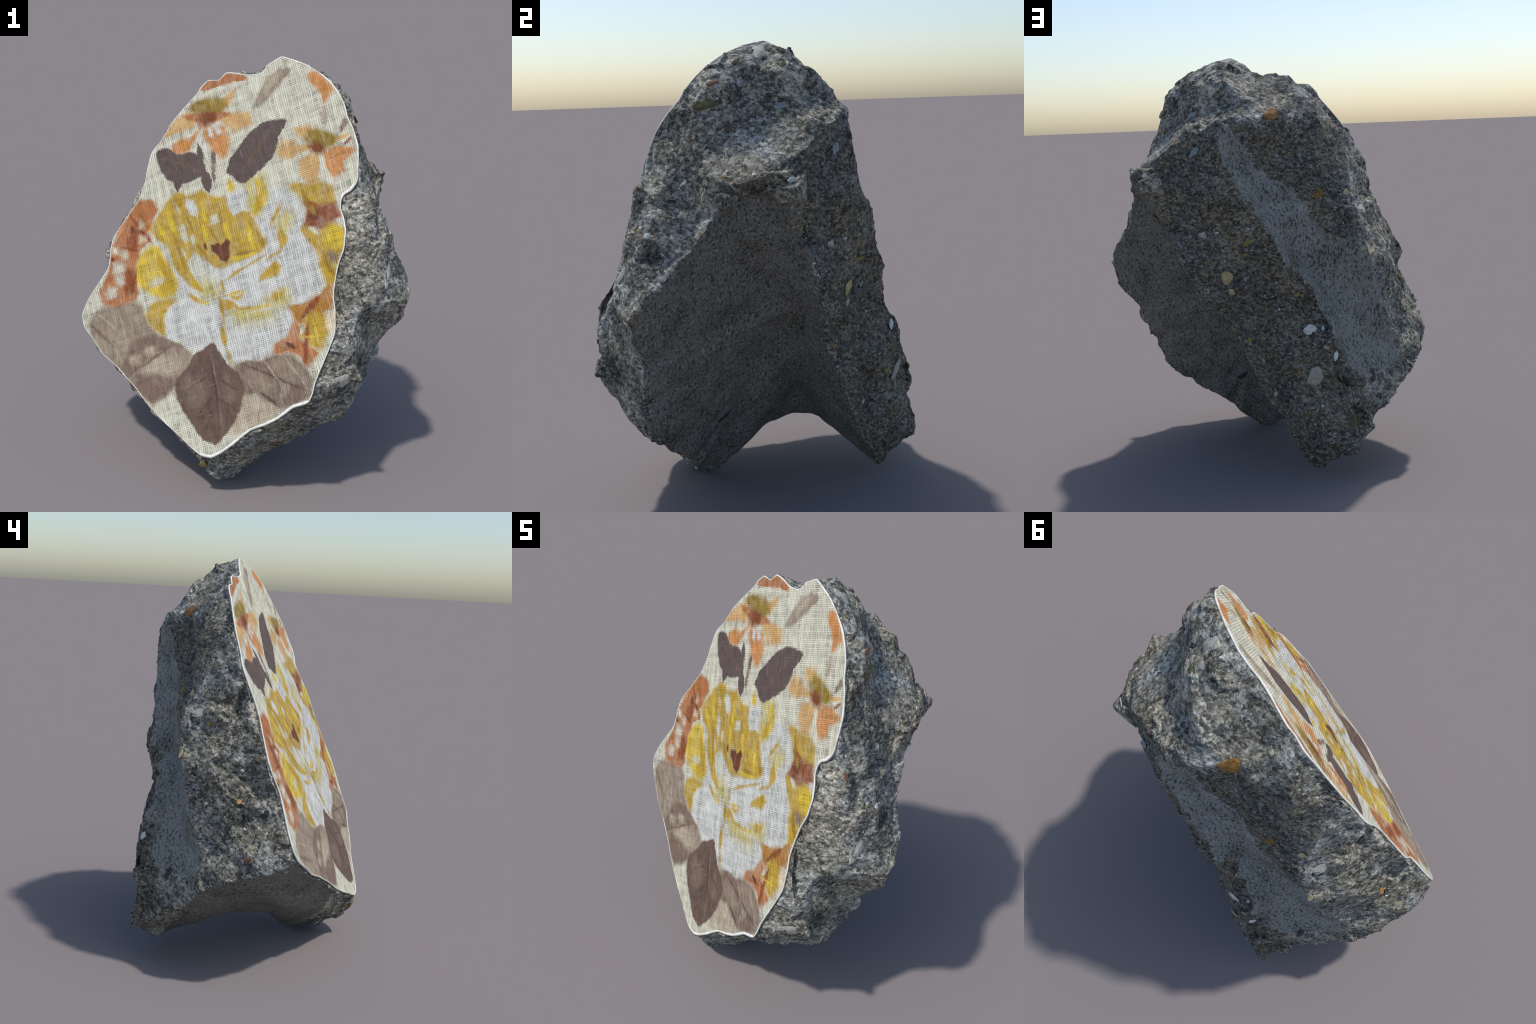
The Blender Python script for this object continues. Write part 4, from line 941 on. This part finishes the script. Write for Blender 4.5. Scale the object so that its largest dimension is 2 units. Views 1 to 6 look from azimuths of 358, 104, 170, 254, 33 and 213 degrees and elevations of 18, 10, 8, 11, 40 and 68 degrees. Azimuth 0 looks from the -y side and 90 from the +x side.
# ------------------------------------------------------------------ pebbles set in the broken skin
# place, half length, half width, turn, kind
PEBBLES = [
    ((0.017, 0.372, 1.723), 0.058, 0.036, 0.1, "amber"), ((-0.172, 0.445, 1.341), 0.029, 0.022, 0.4, "amber"),
    ((-0.216, 0.639, 0.495), 0.046, 0.029, -0.2, "maroon"), ((-0.395, 0.517, 0.476), 0.036, 0.021, 1.3, "black"),
    ((-0.400, 0.522, 0.452), 0.014, 0.009, 1.2, "amber"), ((-0.082, 0.587, 0.732), 0.032, 0.027, 0.3, "white"),
    ((-0.148, 0.575, 0.733), 0.018, 0.011, 1.5, "white"), ((-0.099, 0.608, 0.505), 0.066, 0.045, 1.4, "pale"),
    ((0.274, 0.456, 0.976), 0.040, 0.028, 1.5, "tan"), ((0.255, 0.444, 0.909), 0.020, 0.017, 0.0, "tan"),
    ((0.368, 0.399, 1.176), 0.034, 0.026, 0.9, "pale"), ((0.311, 0.455, 1.189), 0.012, 0.010, 0.0, "white"),
    ((0.175, 0.503, 1.142), 0.027, 0.019, 0.2, "ochre"), ((0.197, 0.492, 1.083), 0.021, 0.010, 0.2, "ochre"),
    ((0.331, 0.437, 1.049), 0.012, 0.010, 0.0, "ochre"), ((0.182, 0.450, 0.677), 0.014, 0.011, 1.2, "ochre"),
    ((0.246, 0.376, 0.719), 0.013, 0.011, 0.5, "ochre"), ((-0.034, 0.570, 0.530), 0.014, 0.013, 0.5, "ochre"),
    ((0.067, 0.472, 0.409), 0.014, 0.009, 1.2, "tan"), ((0.043, 0.459, 0.339), 0.020, 0.012, -0.4, "ochre"),
    ((-0.068, 0.605, 0.336), 0.020, 0.014, 1.3, "olive"), ((-0.177, 0.626, 0.170), 0.034, 0.022, -0.2, "olive"),
    ((-0.195, 0.619, 0.607), 0.026, 0.016, 1.2, "white"), ((-0.157, 0.615, 0.648), 0.014, 0.009, 0.1, "tan"),
    ((0.095, 0.410, 1.710), 0.015, 0.011, 0.1, "white"), ((0.171, 0.441, 1.657), 0.030, 0.020, 1.2, "olive"),
    ((0.279, 0.107, 1.949), 0.046, 0.036, 0.9, "pale"), ((0.670, -0.396, 1.082), 0.062, 0.022, 1.0, "pale"),
    ((0.464, -0.595, 0.645), 0.050, 0.036, 0.2, "pale"), ((0.689, -0.259, 1.252), 0.023, 0.016, 0.9, "white"),
    ((0.660, -0.306, 1.269), 0.022, 0.011, 0.5, "tan"), ((0.615, 0.304, 1.457), 0.024, 0.013, 0.0, "white"),
    ((0.342, -0.666, 0.579), 0.016, 0.013, 0.5, "black"), ((-0.255, 0.656, 0.295), 0.036, 0.020, 1.4, "olive"),
    ((0.377, 0.215, 1.729), 0.032, 0.022, 0.6, "slate"), ((0.435, 0.066, 1.821), 0.016, 0.014, 0.6, "slate"),
    ((-0.103, 0.377, 1.524), 0.014, 0.011, 0.4, "slate"), ((0.006, 0.394, 1.529), 0.013, 0.011, 0.4, "slate"),
    ((-0.389, 0.399, 1.261), 0.042, 0.028, 0.3, "pale"), ((-0.433, 0.352, 1.217), 0.018, 0.014, 0.7, "ochre"),
    ((-0.144, -0.543, 0.174), 0.034, 0.018, 1.0, "ochre"), ((0.476, -0.034, 1.825), 0.026, 0.013, 0.3, "rust"),
    ((0.500, -0.063, 1.743), 0.055, 0.022, 0.2, "olive"), ((0.575, -0.343, 1.421), 0.022, 0.010, 1.4, "rust"),
    ((0.398, 0.433, 1.557), 0.034, 0.016, 0.9, "slate"), ((-0.716, 0.197, 0.687), 0.017, 0.011, 0.3, "tan"),
    ((-0.738, 0.221, 0.638), 0.020, 0.012, 0.2, "rust"), ((-0.677, 0.129, 0.832), 0.026, 0.020, 1.2, "black"),
    ((0.145, -0.151, 0.331), 0.052, 0.017, 0.7, "black"), ((-0.631, 0.244, 0.886), 0.020, 0.013, 0.8, "amber"),
    ((-0.554, 0.391, 0.600), 0.020, 0.013, 1.4, "olive"), ((0.301, 0.207, 1.897), 0.018, 0.012, 0.7, "olive"),
    ((0.267, 0.187, 1.932), 0.024, 0.017, 0.7, "pale"), ((0.385, 0.037, 1.909), 0.018, 0.010, 0.4, "olive"),
    ((-0.407, 0.486, 1.072), 0.024, 0.013, 1.4, "tan"), ((-0.398, 0.463, 1.138), 0.018, 0.010, 0.2, "olive"),
    ((-0.315, 0.423, 1.345), 0.024, 0.016, 1.2, "tan"), ((0.516, -0.577, 0.774), 0.014, 0.011, 0.9, "black"),
    ((0.549, -0.483, 0.955), 0.022, 0.009, 0.8, "slate"), ((-0.108, 0.544, 0.828), 0.013, 0.010, 0.2, "ochre"),
    ((-0.037, 0.547, 0.894), 0.011, 0.009, 0.2, "ochre"),
]


def stone_shape(seed, rings):
    """A small angular stone of unit size: a ball cut by a few random planes."""
    r = random.Random(seed)
    bm = bmesh.new()
    bmesh.ops.create_icosphere(bm, subdivisions=rings, radius=1.0)
    cuts = []
    for k in range(9):
        v = Vector((r.uniform(-1, 1), r.uniform(-1, 1), r.uniform(-0.6, 0.6))).normalized()
        cuts.append((v, r.uniform(0.66, 0.9)))
    for v in bm.verts:
        for d, h in cuts:
            over = v.co.dot(d) - h
            if over > 0:
                v.co -= d * over
        v.co += v.co.normalized() * 0.05 * noise.noise(v.co * 2.5 + Vector((seed, 0, 0)))
    out = [v.co.copy() for v in bm.verts], [[v.index for v in f.verts] for f in bm.faces]
    bm.free()
    return out


calm = relax(N, F, 8, 0.6)                  # slope of the skin without its small chips


def seat(place):
    loc, _, face, _ = skin_tree.find_nearest(Vector(place))
    return loc, Vector(calm[F[face]].mean(0)).normalized()


def seat_frame(nor, turn):
    x = Vector((0, 0, 1)).cross(nor)
    x = x.normalized() if x.length > 0.1 else Vector((1, 0, 0))
    y = nor.cross(x)
    c, s = math.cos(turn), math.sin(turn)
    return x * c + y * s, y * c - x * s


for k, (place, a, b, turn, kind) in enumerate(PEBBLES):
    loc, nor = seat(place)
    x, y = seat_frame(nor, turn)
    vs, fs = stone_shape(k, 3)
    proud = 0.24
    pts = [loc + x * v.x * a + y * v.y * b + nor * (v.z * b * proud - b * 0.02) for v in vs]
    new_mesh("pebble", pts, fs, rock, False, (PEBBLE[kind],))

# loose-looking grit: small stones half sunk all over the broken skin
grit_v, grit_f, grit_m = [], [], []
kinds = ["pale", "slate", "white", "black", "olive", "tan"]
weights = [30, 28, 14, 18, 6, 4]
shapes = [stone_shape(100 + k, 1) for k in range(12)]
rough_faces = np.where(~(worn_face | band_face))[0]
tri = P[F[rough_faces]]
area_w = np.linalg.norm(np.cross(tri[:, 1] - tri[:, 0], tri[:, 2] - tri[:, 0]), axis=1)
area_w[((tri.mean(1) - FACE_O) @ FACE_N) > -0.02] = 0
for k in rng.choice(len(rough_faces), 450, p=area_w / area_w.sum()):
    f = F[rough_faces[k]]
    loc, nor = Vector(P[f].mean(0)), Vector(calm[f].mean(0)).normalized()
    x, y = seat_frame(nor, random.uniform(0, 6.28))
    a = random.uniform(0.005, 0.011)
    b = a * random.uniform(0.55, 0.95)
    vs, fs = random.choice(shapes)
    base = len(grit_v)
    grit_v += [loc + x * v.x * a + y * v.y * b + nor * (v.z * b * 0.34 - b * 0.10) for v in vs]
    grit_f += [[i + base for i in t] for t in fs]
    grit_m += [random.choices(range(len(kinds)), weights)[0]] * len(fs)
grit = new_mesh("grit", grit_v, grit_f, rock, False, [PEBBLE[k] for k in kinds])
grit.data.polygons.foreach_set("material_index", grit_m)
grit["kind"] = "stuff"

# blunt spur that juts from the ledge over the channel
SPUR = [(0.650, 0.330, 1.428), (0.648, 0.333, 1.396), (0.653, 0.322, 1.410), (0.600, 0.200, 1.462), (0.555, 0.350, 1.480),
        (0.580, 0.270, 1.345), (0.645, 0.200, 1.415), (0.530, 0.345, 1.370), (0.652, 0.285, 1.432), (0.640, 0.265, 1.370)]
bm = bmesh.new()
bmesh.ops.convex_hull(bm, input=[bm.verts.new(p) for p in SPUR])
bmesh.ops.delete(bm, geom=[v for v in bm.verts if not v.link_faces], context="VERTS")
bmesh.ops.triangulate(bm, faces=bm.faces)
bmesh.ops.subdivide_edges(bm, edges=bm.edges[:], cuts=5, use_grid_fill=True)
bmesh.ops.smooth_vert(bm, verts=bm.verts[:], factor=0.15, use_axis_x=True, use_axis_y=True, use_axis_z=True)
bm.normal_update()
for v in bm.verts:
    v.co += v.normal * (0.0025 * noise.fractal(v.co * 40, 1, 2, 3))
bm.verts.index_update()
new_mesh("spur", [v.co.copy() for v in bm.verts], [[v.index for v in f.verts] for f in bm.faces], rock, True, (M_FRACTURE,))
bm.free()
